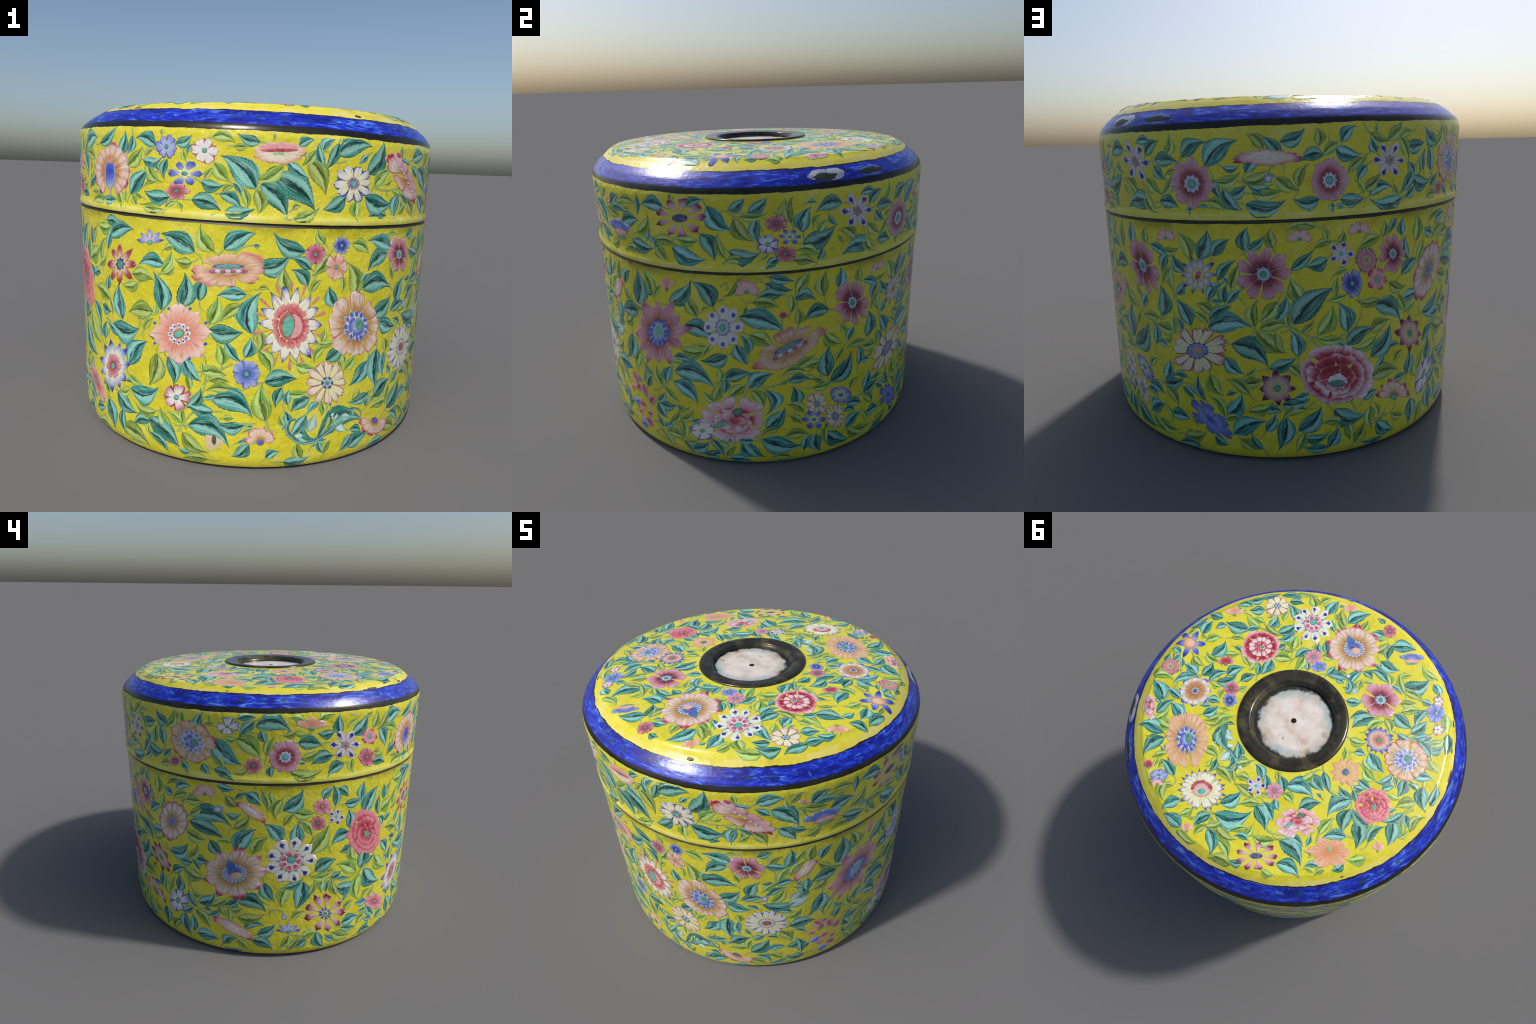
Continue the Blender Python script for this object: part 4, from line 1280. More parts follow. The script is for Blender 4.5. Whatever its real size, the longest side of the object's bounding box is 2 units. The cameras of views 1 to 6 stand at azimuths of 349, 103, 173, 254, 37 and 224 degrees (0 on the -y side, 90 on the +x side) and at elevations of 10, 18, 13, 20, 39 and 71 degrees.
    leaf("green", 101.1, 0.48, -60, 0.119, 0.55)
    leaf("teal", 114, 0.363, 90, 0.119, 0.6)
    leaf("green", 132.6, 0.392, 46, 0.079, 0.58)
    leaf("teal", 105.1, 0.244, 45, 0.145, 0.64)
    leaf("teal", 131.5, 0.3, -14, 0.108, 0.53)
    leaf("teal", 131.4, 0.148, 35, 0.118, 0.83)
    leaf("green", 111, 0.185, 2, 0.125, 0.47)
    leaf("teal", 103.7, 0.175, -23, 0.208, 0.5, -0.05)
    leaf("teal", 120.9, 0.164, -82, 0.121, 0.68)
    leaf("teal", 124.2, 0.162, -38, 0.178, 0.39)
    leaf("teal", 99.5, 0.154, -53, 0.124, 0.49)
    leaf("green", 112.6, 0.308, -35, 0.081, 0.62)
    leaf("green", 149.3, 0.955, 112, 0.129, 0.5)
    leaf("teal_l", 151.8, 0.958, 64, 0.132, 0.58)
    leaf("teal", 155.7, 0.976, 53, 0.101, 0.67)
    leaf("teal", 163.9, 0.999, 90, 0.098, 0.68)
    leaf("green", 171, 1.008, 103, 0.085, 0.65)
    leaf("teal", 142.1, 0.974, -120, 0.089, 0.66)
    leaf("teal", 147.6, 0.898, 134, 0.097, 0.62)
    leaf("teal", 184.2, 0.953, -161, 0.093, 0.81)
    leaf("green", 186.9, 1.017, 61, 0.054, 0.73)
    leaf("green", 184.1, 1.032, 107, 0.055, 0.64)
    leaf("teal", 205.9, 1.013, 94, 0.079, 0.75)
    leaf("green", 199.4, 1.022, 81, 0.066, 0.91)
    leaf("green", 211.3, 0.972, 87, 0.127, 0.57)
    leaf("teal", 144.5, 0.788, 54, 0.076, 0.62)
    leaf("teal_r", 138.8, 0.669, 85, 0.147, 0.58)
    leaf("teal_r", 148.5, 0.647, 116, 0.13, 0.69)
    leaf("green", 155.4, 0.716, 146, 0.089, 0.68)
    leaf("teal", 158.5, 0.769, 88, 0.077, 0.71)
    leaf("teal_l", 153.5, 0.645, 12, 0.189, 0.5, 0.12)
    leaf("green", 143.3, 0.61, 175, 0.116, 0.56)
    leaf("teal", 140.1, 0.528, 169, 0.061, 1.05)
    leaf("teal_l", 159.7, 0.579, -26, 0.183, 0.57, 0.15)
    leaf("teal_l", 158.1, 0.514, -47, 0.105, 0.69)
    leaf("green", 166.4, 0.64, -42, 0.153, 0.47)
    leaf("teal", 138.4, 0.347, 65, 0.113, 0.66)
    leaf("green", 153.6, 0.423, -64, 0.113, 0.68)
    leaf("teal", 144.7, 0.335, -39, 0.079, 0.62)
    leaf("green", 138.7, 0.316, -45, 0.111, 0.62)
    leaf("teal", 157.9, 0.232, 48, 0.124, 0.66)
    leaf("teal", 159.4, 0.136, 34, 0.16, 0.54)
    leaf("teal", 140.1, 0.181, -0, 0.107, 0.71)
    leaf("green", 135.1, 0.121, -19, 0.118, 0.62)
    leaf("green", 144.2, 0.082, 11, 0.128, 0.47)
    leaf("teal", 154.1, 0.11, -37, 0.072, 0.91)
    leaf("green", 162.5, 0.396, 6, 0.088, 0.8)
    leaf("green", 161.5, 0.115, -41, 0.091, 0.65)
    leaf("teal", 168, 0.257, 2, 0.076, 0.71)
    leaf("teal", 173.5, 0.232, -98, 0.163, 0.4)
    leaf("teal_r", 175.5, 0.67, 49, 0.222, 0.42)
    leaf("teal", 171.2, 0.689, 60, 0.117, 0.4)
    leaf("green", 177.8, 0.772, 117, 0.111, 0.68)
    leaf("teal_r", 189.5, 0.613, 100, 0.139, 0.52)
    leaf("green", 181.8, 0.612, 60, 0.139, 0.49)
    leaf("teal_l", 197.2, 0.722, -27, 0.178, 0.4, 0.11)
    leaf("green", 196.2, 0.595, 23, 0.107, 0.62)
    leaf("teal", 189.5, 0.551, 35, 0.138, 0.51)
    leaf("teal", 196.6, 0.471, 45, 0.164, 0.58)
    leaf("teal", 206.7, 0.715, 10, 0.108, 0.56)
    leaf("green", 201.7, 0.811, -22, 0.111, 0.39)
    leaf("teal", 176.8, 0.517, 98, 0.126, 0.41)
    leaf("green", 171.1, 0.634, -72, 0.096, 0.44)
    leaf("green", 174.3, 0.479, -46, 0.076, 0.78)
    leaf("green", 196.9, 0.368, 6, 0.151, 0.49)
    leaf("teal", 209.8, 0.326, 78, 0.117, 0.63)
    leaf("green", 204.7, 0.417, 49, 0.069, 0.75)
    leaf("teal", 194.8, 0.267, 31, 0.076, 0.95)
    leaf("teal", 179.6, 0.339, -163, 0.065, 0.74)
    leaf("teal", 176.7, 0.156, 42, 0.148, 0.58)
    leaf("teal", 186.1, 0.247, -23, 0.166, 0.45, -0.16)
    leaf("teal", 184.9, 0.057, 57, 0.103, 0.65)
    leaf("green", 192.3, 0.056, 59, 0.105, 0.64)
    leaf("teal", 199, 0.136, -41, 0.128, 0.49)
    leaf("green", 208.7, 0.121, 157, 0.087, 0.41)
    leaf("teal", 218.9, 0.994, 160, 0.078, 0.82)
    leaf("teal", 220.3, 1.037, 21, 0.109, 0.48)
    leaf("green", 224.1, 0.976, 8, 0.111, 0.56)
    leaf("teal", 236.2, 1.102, -12, 0.094, 0.39)
    leaf("teal", 245.4, 1.07, -37, 0.102, 0.76)
    leaf("green", 238.8, 1.042, -41, 0.09, 0.77)
    leaf("teal_l", 257.1, 0.971, 40, 0.155, 0.62)
    leaf("teal", 270.1, 1.026, 49, 0.079, 0.9)
    leaf("teal", 275.4, 1.081, -38, 0.086, 0.72)
    leaf("teal", 284.5, 0.987, 86, 0.101, 0.73)
    leaf("teal", 286.4, 0.885, 61, 0.177, 0.58)
    leaf("teal", 295.8, 0.945, 92, 0.091, 0.86)
    leaf("green", 294.6, 0.875, 29, 0.125, 1.03)
    leaf("green", 254.4, 1.004, 111, 0.076, 0.59)
    leaf("teal_l", 226.1, 0.89, -1, 0.241, 0.35, 0.17)
    leaf("teal", 225.2, 0.851, -12, 0.216, 0.35)
    leaf("green", 223.9, 0.784, -20, 0.128, 0.64)
    leaf("teal", 215.7, 0.613, 26, 0.168, 0.55, -0.2)
    leaf("teal", 233, 0.76, -49, 0.112, 0.82)
    leaf("teal", 226, 0.633, -12, 0.105, 0.71)
    leaf("teal_l", 241.9, 0.707, 57, 0.181, 0.54)
    leaf("green", 247.6, 0.703, 59, 0.133, 0.52)
    leaf("teal", 218.7, 0.353, 78, 0.116, 0.68)
    leaf("green", 212.2, 0.359, -69, 0.069, 1.03)
    leaf("green", 222, 0.537, -19, 0.149, 0.65)
    leaf("teal", 227.7, 0.32, 35, 0.139, 0.49)
    leaf("green", 226.3, 0.261, -41, 0.137, 0.57)
    leaf("teal", 221.6, 0.209, -85, 0.151, 0.58)
    leaf("teal", 211.9, 0.19, -83, 0.129, 0.73, 0.02)
    leaf("teal_l", 241.7, 0.387, -16, 0.182, 0.47, 0.2)
    leaf("green", 239.8, 0.314, 14, 0.077, 0.45)
    leaf("green", 236.1, 0.344, -67, 0.078, 0.64)
    leaf("green", 242.3, 0.272, 3, 0.152, 0.51)
    leaf("teal", 226.4, 0.088, 7, 0.149, 0.6)
    leaf("teal", 236.8, 0.066, 39, 0.103, 0.71)
    leaf("teal", 247.3, 0.123, -24, 0.135, 0.57)
    leaf("teal", 249.1, 0.162, 30, 0.125, 0.61)
    leaf("teal", 251.4, 0.522, -66, 0.133, 0.59)
    leaf("green", 242.2, 0.11, -38, 0.086, 0.73)
    leaf("green", 228.7, 0.375, -175, 0.067, 0.66)
    leaf("green", 260.4, 0.961, -10, 0.12, 0.65)
    leaf("teal", 281.1, 0.816, 95, 0.12, 0.65)
    leaf("teal", 280.8, 0.798, -159, 0.127, 0.69)
    leaf("teal", 281.7, 0.71, -151, 0.078, 1.01)
    leaf("teal", 286.7, 0.53, 81, 0.159, 0.63)
    leaf("teal_r", 257.2, 0.784, 125, 0.14, 0.62)
    leaf("teal_r", 262.9, 0.76, 102, 0.133, 0.68)
    leaf("green", 266.5, 0.697, 54, 0.187, 0.55)
    leaf("teal", 268.4, 0.581, 29, 0.138, 0.74)
    leaf("green", 284.9, 0.519, 144, 0.163, 0.52)
    leaf("teal", 288.5, 0.521, -46, 0.2, 0.46)
    leaf("teal", 274.3, 0.526, 16, 0.077, 0.69)
    leaf("green", 286.4, 0.497, -94, 0.175, 0.55)
    leaf("teal", 276.8, 0.448, -2, 0.142, 0.68)
    leaf("green", 271.3, 0.533, -93, 0.095, 0.69)
    leaf("green", 259.3, 0.495, -107, 0.135, 0.55)
    leaf("teal", 264.5, 0.522, -98, 0.178, 0.6)
    leaf("green", 280.7, 0.269, 46, 0.082, 0.92)
    leaf("teal", 291.3, 0.286, -179, 0.092, 0.74)
    leaf("teal", 280, 0.177, 10, 0.124, 0.78)
    leaf("green", 287, 0.135, 36, 0.104, 0.64)
    leaf("green", 276.2, 0.13, -28, 0.146, 0.53)
    leaf("teal", 270.1, 0.154, -66, 0.12, 0.73)
    leaf("teal", 266.4, 0.121, -137, 0.091, 0.78)
    leaf("green", 260.2, 0.156, -118, 0.101, 0.67)
    leaf("green", 261, 0.278, 30, 0.084, 0.52)
    leaf("green", 265.2, 0.154, 33, 0.06, 0.78)
    leaf("teal", 297.3, 0.103, 22, 0.085, 1.05, 0.03)
    leaf("teal", 290.7, 0.076, 27, 0.06, 1.29)
    leaf("green", 293.6, 0.277, 83, 0.082, 0.96)
    leaf("teal", 297.1, 0.8, 20, 0.075, 0.71)
    leaf("green", 293.6, 0.582, -50, 0.164, 0.44)
    leaf("teal", 296.5, 0.663, -50, 0.134, 0.39)
    stem((344.8, 0.993), (347.6, 1.029), (350.7, 1.037))
    stem((348.4, 0.685), (350.4, 0.647), (353.6, 0.643))
    stem((303.6, 0.605), (307.7, 0.59))
    stem((318.1, 0.599), (319, 0.638), (317.9, 0.655))
    stem((336.3, 0.313), (337.9, 0.377), (338.5, 0.497), (336.8, 0.576))
    stem((338, 0.329), (333.5, 0.232), (330.5, 0.154))
    stem((338.9, 0.421), (342.5, 0.481), (345.4, 0.509))
    stem((346.8, 0.181), (346.8, 0.218), (348.7, 0.235), (350.4, 0.221))
    stem((30.1, 0.855), (32.3, 0.813))
    stem((4.3, 0.843), (5.8, 0.91), (7.1, 0.933))
    scroll((3.6, 0.226), (1.8, 0.253), (0.1, 0.237), (0.2, 0.187), (3.8, 0.138), (8.2, 0.142), (11.9, 0.182), (14.9, 0.237), (18.6, 0.263), (21.9, 0.244), (22.3, 0.202))
    stem((24.4, 0.325), (26.5, 0.329))
    stem((18.9, 0.294), (22.1, 0.308), (25.6, 0.3), (28.6, 0.254))
    stem((56.6, 0.855), (58.5, 0.868), (57.9, 0.939), (56.4, 0.952))
    stem((30.6, 0.731), (37.9, 0.733), (41.3, 0.798), (42.8, 0.853), (42.9, 0.938), (40.8, 0.971))
    scroll((38.5, 0.676), (45.2, 0.636), (49.8, 0.67), (52.8, 0.744), (51.6, 0.802), (49, 0.798))
    stem((42.1, 0.237), (43.8, 0.268), (45.4, 0.242))
    stem((42.2, 0.249), (42.5, 0.185), (44.6, 0.163), (43.3, 0.116))
    stem((45.8, 0.102), (46.7, 0.139), (48.8, 0.111))
    stem((53.6, 0.112), (55.9, 0.102))
    stem((93.1, 1.052), (94.7, 1.076), (95.3, 1.047), (94, 1.041))
    stem((71.4, 0.424), (75.5, 0.507), (76, 0.598), (75.3, 0.628))
    stem((67.2, 0.37), (71.4, 0.417))
    stem((85.9, 0.163), (89.4, 0.108), (93, 0.109), (95.6, 0.15))
    stem((77.3, 0.292), (79.1, 0.322), (81.1, 0.309), (82.4, 0.258))
    stem((77.3, 0.292), (77.8, 0.23), (79.9, 0.24), (79.7, 0.267))
    stem((66.1, 0.156), (69.4, 0.179), (69.1, 0.132), (66.1, 0.094))
    stem((66.1, 0.094), (70, 0.067), (74.2, 0.113), (77.7, 0.119))
    stem((73.2, 0.182), (76.4, 0.2), (77.4, 0.147))
    stem((74.1, 0.104), (74.1, 0.057), (76, 0.069))
    stem((110.2, 0.877), (110.2, 0.823), (111.1, 0.778))
    stem((100.4, 0.49), (108, 0.501), (113.7, 0.535), (118.5, 0.541), (123.2, 0.482), (127.5, 0.455))
    stem((159.4, 0.742), (160.1, 0.787), (162.3, 0.793), (163.8, 0.761))
    stem((142.9, 0.353), (147.4, 0.357), (152.9, 0.337))
    stem((137.8, 0.325), (144.1, 0.342))
    stem((172.3, 0.275), (176.1, 0.254), (179.9, 0.279), (181.2, 0.301))
    stem((195, 0.167), (199.7, 0.152), (204.9, 0.169), (205.7, 0.209))
    stem((195, 0.18), (195.7, 0.214))
    stem((190.9, 0.275), (193.1, 0.212))
    stem((170.8, 0.662), (174.7, 0.66), (179.9, 0.609), (184.9, 0.59), (189.5, 0.608), (192.9, 0.656), (193.8, 0.72), (192.4, 0.774))
    stem((195.9, 0.732), (196.2, 0.764))
    stem((179.9, 0.609), (182.4, 0.543))
    stem((178.6, 0.117), (178.3, 0.085), (179.9, 0.062))
    stem((213.7, 0.657), (215.1, 0.61))
    stem((221.3, 0.555), (224.2, 0.444), (226.5, 0.335), (225.9, 0.273))
    stem((226.4, 0.32), (234.2, 0.351))
    stem((234.6, 0.352), (241.7, 0.383))
    stem((219.1, 0.215), (224, 0.24))
    stem((239.8, 0.314), (242.7, 0.287))
    stem((242, 0.946), (242.7, 0.898), (245.3, 0.902))
    stem((253.6, 0.324), (256.3, 0.345))
    stem((215.7, 0.072), (218.4, 0.078))
    stem((273.6, 0.525), (280.1, 0.493), (285.4, 0.509), (292.7, 0.56), (294.1, 0.67))
    stem((253.3, 0.303), (254, 0.338), (257.1, 0.338), (258.5, 0.301))
    stem((260.9, 0.162), (266.4, 0.136), (269.4, 0.157))


def lid_ornament(flower, leaf, stem, scroll):
    flower("hibiscus", 307.6, 1.311, 0.143, 0.12, 11, 350)
    flower("blue6", 327.4, 1.424, 0.051, 0.051, 13, 348)
    flower("white5", 337.4, 1.416, 0.055, 0.055, 75, 287)
    flower("bluedots", 332.4, 1.318, 0.081, 0.055, 5, 357)
    flower("maroonstar", 330.3, 1.242, 0.063, 0.043, 6, 356)
    flower("sidecup", 355.3, 1.43, 0.12, 0.059, 4, 360)
    flower("creamnavy", 15, 1.313, 0.1, 0.082, -3, 7)
    flower("profile", 34.6, 1.344, 0.162, 0.071, -30, 337)
    flower("budsalmon", 51.5, 1.419, 0.032, 0.023, -41, 33)
    flower("bluebutterfly", 57.5, 1.278, 0.107, 0.068, -4, 14)
    flower("drops9", 82.4, 1.388, 0.142, 0.099, 13, 347)
    flower("maroon5s", 108.8, 1.363, 0.051, 0.04, -7, 4)
    flower("white5navy", 106.4, 1.266, 0.048, 0.048, -15, 13)
    flower("bluedots", 112.4, 1.297, 0.053, 0.04, -11, 8)
    flower("maroon5s", 111.1, 1.214, 0.055, 0.039, -8, 5)
    flower("navydrop6", 132.7, 1.38, 0.111, 0.089, -32, 29)
    flower("mauve8", 151.1, 1.284, 0.105, 0.105, 29, 329)
    flower("budrow", 170, 1.38, 0.13, 0.038, -2, 0)
    flower("budblue", 170.1, 1.298, 0.022, 0.019, -4, 2)
    flower("mauve5", 184.5, 1.28, 0.093, 0.081, -81, 79)
    flower("navydrop6", 200.6, 1.346, 0.094, 0.079, -15, 14)
    flower("bluecore", 227.7, 1.331, 0.148, 0.119, -11, 334)
    flower("navyrim4", 240, 1.432, 0.061, 0.048, 11, 350)
    flower("maroonstar", 248.1, 1.227, 0.054, 0.048, 10, 352)
    flower("maroonstar", 221, 1.203, 0.047, 0.034, 25, 339)
    flower("mauve6", 257.7, 1.277, 0.09, 0.09, -69, 69)
    flower("budsalmon", 265.4, 1.453, 0.079, 0.045, -5, 4)
    flower("navydrop6", 277, 1.323, 0.108, 0.088, -34, 33)
    flower("pinkdot5", 286.2, 1.352, 0.068, 0.049, -26, 25)
    flower("maroon5s", 285.8, 1.233, 0.068, 0.051, -39, 37)
    leaf("teal", 302.5, 1.43, 24, 0.155, 0.26)
    leaf("teal", 311.9, 1.387, 59, 0.1, 0.69)
    leaf("green", 314.9, 1.336, 38, 0.116, 0.48)
    leaf("teal_r", 315.8, 1.211, 52, 0.153, 0.39)
    leaf("teal_r", 324.4, 1.425, 158, 0.108, 0.57)
    leaf("teal_l", 329.9, 1.439, 22, 0.077, 0.67)
    leaf("green_l", 339.2, 1.471, -5, 0.093, 0.44)
    leaf("teal_r", 350.8, 1.461, 168, 0.096, 0.37)
    leaf("teal_r", 336.6, 1.288, -11, 0.094, 0.53)
    leaf("teal_l", 328.3, 1.215, -180, 0.125, 0.44)
    leaf("teal_r", 334.2, 1.211, -7, 0.128, 0.48)
    leaf("teal", 341.2, 1.243, -27, 0.109, 0.37)
    leaf("green", 339.8, 1.369, -51, 0.096, 0.61)
    leaf("teal_r", 350.1, 1.27, 131, 0.184, 0.54)
    leaf("green", 350.1, 1.27, -79, 0.101, 0.63)
    leaf("green", 310.7, 1.222, -58, 0.077, 0.78)
    leaf("green", 316.7, 1.212, -56, 0.058, 0.57)
    leaf("green", 330.7, 1.196, -61, 0.041, 0.86)
    leaf("green", 321.4, 1.295, -27, 0.054, 0.44)
    leaf("green", 332, 1.409, -74, 0.043, 0.67)
    leaf("green", 326, 1.473, 82, 0.027, 1.43)
    leaf("teal", 324.6, 1.354, -65, 0.032, 0.71)
    leaf("teal_l", 359.9, 1.455, 29, 0.067, 0.66)
    leaf("teal_r", 5.9, 1.446, 48, 0.067, 0.7)
    leaf("teal_l", 9.7, 1.429, 19, 0.175, 0.4)
    leaf("teal_r", 19.2, 1.357, 53, 0.162, 0.56)
    leaf("green_l", 2.4, 1.403, -53, 0.156, 0.46)
    leaf("teal_r", 354.2, 1.331, -30, 0.214, 0.47, 0.06)
    leaf("teal_l", 351, 1.294, -41, 0.171, 0.46, 0.07)
    leaf("teal_l", 13, 1.255, -146, 0.113, 0.61)
    leaf("teal_l", 18.9, 1.257, -14, 0.169, 0.51)
    leaf("green", 16.5, 1.239, -92, 0.086, 0.8)
    leaf("green", 21.9, 1.306, 39, 0.118, 0.53)
    leaf("teal", 32, 1.272, -105, 0.113, 0.69)
    leaf("green", 32.7, 1.442, 107, 0.053, 1.17, 0.03)
    leaf("green", 359, 1.193, 28, 0.042, 0.63)
    leaf("green", 353.9, 1.479, 86, 0.023, 1.56)
    leaf("teal", 38, 1.438, 13, 0.131, 0.6)
    leaf("teal_l", 42, 1.395, -38, 0.18, 0.51, 0.11)
    leaf("teal_l", 44.1, 1.262, -45, 0.123, 0.59)
    leaf("green", 36.9, 1.242, -49, 0.107, 0.63)
    leaf("green", 47.7, 1.424, 51, 0.078, 0.79)
    leaf("teal", 53.6, 1.394, 38, 0.109, 0.59)
    leaf("teal", 59.6, 1.328, 17, 0.133, 0.63, 0.02)
    leaf("green", 52.5, 1.175, 27, 0.089, 0.78)
    leaf("teal_r", 77.4, 1.435, 176, 0.134, 0.51, -0.09)
    leaf("green", 66.6, 1.29, 42, 0.125, 0.42)
    leaf("teal", 63.9, 1.244, -17, 0.143, 0.5)
    leaf("teal", 84.6, 1.449, 28, 0.084, 0.57)
    leaf("teal_l", 90.3, 1.453, -49, 0.156, 0.59)
    leaf("teal_l", 88, 1.318, -62, 0.138, 0.71)
    leaf("green", 80.1, 1.466, 102, 0.044, 1.1)
    leaf("teal", 79, 1.244, -21, 0.175, 0.45)
    leaf("green", 73.8, 1.245, -53, 0.105, 0.69)
    leaf("teal", 96.3, 1.433, 31, 0.088, 0.52)
    leaf("green", 97.5, 1.396, -58, 0.136, 0.46)
    leaf("teal_r", 95.7, 1.237, -8, 0.143, 0.5, -0.17)
    leaf("teal", 101.4, 1.421, 34, 0.105, 0.44)
    leaf("green", 109.7, 1.4, 68, 0.079, 0.72)
    leaf("teal", 116, 1.311, 78, 0.12, 0.81)
    leaf("teal_r", 127.6, 1.433, -175, 0.132, 0.53, -0.11)
    leaf("green", 120.4, 1.302, 58, 0.074, 0.8)
    leaf("teal_r", 115.8, 1.259, 15, 0.172, 0.47, -0.08)
    leaf("teal", 109.4, 1.194, -148, 0.078, 0.62)
    leaf("green", 113.1, 1.178, -4, 0.109, 0.4)
    leaf("teal", 138, 1.189, 179, 0.167, 0.45)
    leaf("green", 128, 1.239, 124, 0.046, 0.6)
    leaf("green", 121.8, 1.172, 55, 0.031, 1.18)
    leaf("teal", 136.9, 1.406, 41, 0.098, 0.68)
    leaf("teal", 139.7, 1.364, -52, 0.086, 0.62)
    leaf("green", 144.3, 1.399, 73, 0.088, 0.64)
    leaf("teal_r", 148.5, 1.394, 34, 0.125, 0.45)
    leaf("teal_r", 154.6, 1.355, 42, 0.165, 0.54)
    leaf("green", 136.6, 1.307, -44, 0.104, 0.59)
    leaf("teal", 140.8, 1.207, -8, 0.101, 0.69)
    leaf("teal", 150.2, 1.195, -91, 0.041, 1.45)
    leaf("green", 154.9, 1.211, -24, 0.086, 0.66)
    leaf("green", 157.3, 1.29, 12, 0.106, 0.42)
    leaf("teal", 160.5, 1.23, 28, 0.082, 0.6)
    leaf("teal", 164.4, 1.196, -5, 0.155, 0.44)
    leaf("green", 169.2, 1.418, 135, 0.083, 0.63)
    leaf("teal", 172.9, 1.439, 19, 0.104, 0.5)
    leaf("green", 181.9, 1.419, 93, 0.068, 0.93)
    leaf("teal", 187.5, 1.429, 51, 0.083, 0.68)
    leaf("teal", 183.1, 1.385, -174, 0.096, 0.55, -0.1)
    leaf("teal", 185.7, 1.411, -19, 0.117, 0.41)
    leaf("teal", 194.1, 1.332, -128, 0.072, 0.77)
    leaf("teal", 196.8, 1.381, 122, 0.068, 0.8)
    leaf("green", 199.9, 1.435, 33, 0.099, 0.63)
    leaf("teal", 206.1, 1.396, 6, 0.112, 0.56)
    leaf("green", 193.2, 1.228, 35, 0.103, 0.49)
    leaf("green", 171.8, 1.302, -40, 0.103, 0.51)
    leaf("teal", 182.1, 1.206, -175, 0.104, 0.57)
    leaf("teal", 187.1, 1.201, -4, 0.106, 0.51)
    leaf("teal", 205, 1.186, -173, 0.164, 0.35)
    leaf("teal", 185.1, 1.188, -92, 0.039, 1.05)
    leaf("teal", 208.4, 1.271, -14, 0.13, 0.49, -0.18)
    leaf("green", 211.2, 1.272, 101, 0.065, 0.77)
    leaf("green", 196.7, 1.464, 88, 0.034, 1.04, 0.03)
    leaf("teal", 218.7, 1.41, 150, 0.11, 0.74)
    leaf("teal", 216.3, 1.286, 99, 0.11, 0.51)
    leaf("green", 224.6, 1.429, 95, 0.061, 1.14)
    leaf("teal", 230.2, 1.396, 78, 0.1, 0.6)
    leaf("teal", 243.2, 1.478, 7, 0.09, 0.58)
    leaf("teal_l", 248.5, 1.439, -2, 0.18, 0.45, 0.18)
    leaf("teal_l", 235, 1.365, -49, 0.197, 0.6)
    leaf("green", 242.5, 1.372, -34, 0.164, 0.54)
    leaf("teal", 250.2, 1.418, -71, 0.068, 0.92)
    leaf("green", 246, 1.2, -163, 0.072, 0.46)
    leaf("teal", 231.3, 1.216, -53, 0.072, 0.98)
    leaf("green", 234.9, 1.275, -46, 0.102, 0.54)
    leaf("teal", 223.6, 1.213, -50, 0.076, 0.75)
    leaf("green", 219.2, 1.182, -173, 0.084, 0.5)
    leaf("green", 263.1, 1.465, 159, 0.077, 0.6)
    leaf("green", 267.6, 1.467, 21, 0.09, 0.48)
    leaf("teal", 272.8, 1.402, -174, 0.091, 0.55)
    leaf("teal", 275, 1.382, 100, 0.107, 0.6)
    leaf("teal_r", 279, 1.375, 43, 0.14, 0.54)
    leaf("green", 287.4, 1.397, 69, 0.092, 0.8)
    leaf("teal", 293, 1.412, 25, 0.144, 0.63)
    leaf("teal", 290.7, 1.395, -57, 0.125, 0.64)
    leaf("teal", 272.8, 1.274, -163, 0.122, 0.63)
    leaf("teal", 261.3, 1.353, -5, 0.13, 0.63)
    leaf("teal", 277.1, 1.22, -153, 0.114, 0.61)
    leaf("green", 279.9, 1.237, -89, 0.075, 0.63)
    leaf("teal", 253.5, 1.224, -94, 0.059, 0.9)
    leaf("green", 259.1, 1.197, -5, 0.173, 0.33)
    leaf("teal", 288.3, 1.196, -4, 0.105, 0.53)
    leaf("teal", 299.7, 1.268, -153, 0.086, 0.85)
    leaf("green", 260.9, 1.413, -159, 0.072, 0.61)
    leaf("green", 288.8, 1.26, 11, 0.05, 0.55)
    leaf("green", 284.4, 1.471, 22, 0.047, 0.53)
    stem((321.4, 1.289), (324.6, 1.319), (327.5, 1.364))
    stem((324.6, 1.319), (329, 1.328))
    stem((341.8, 1.249), (345.8, 1.26), (348.5, 1.289))
    stem((350.1, 1.27), (352.4, 1.298))
    stem((353.9, 1.33), (351.2, 1.323))
    stem((2.7, 1.427), (4.9, 1.44), (8.2, 1.438), (10.4, 1.43))
    stem((8.2, 1.438), (9.8, 1.397), (12.6, 1.406))
    stem((21.2, 1.303), (26, 1.288), (32.7, 1.301))
    stem((26.6, 1.288), (27, 1.259))
    stem((4.1, 1.212), (4.5, 1.18))
    stem((66.6, 1.284), (73, 1.254), (79.2, 1.256))
    stem((73, 1.254), (74.1, 1.291))
    stem((77.3, 1.252), (81.6, 1.299))
    stem((96.4, 1.417), (100.2, 1.417), (105.1, 1.404))
    stem((101.2, 1.401), (103.5, 1.399), (106.7, 1.387))
    stem((103.5, 1.399), (105.1, 1.329))
    stem((129.5, 1.252), (132.9, 1.287))
    stem((166.2, 1.325), (167.7, 1.353), (170.5, 1.351), (171.9, 1.341))
    stem((233.1, 1.368), (235.7, 1.377))
    stem((234.1, 1.484), (234.4, 1.447), (235.8, 1.449))
    stem((265.5, 1.421), (265, 1.367))
    stem((269, 1.341), (271.6, 1.348))
    stem((278.1, 1.492), (280, 1.479), (279.6, 1.468))


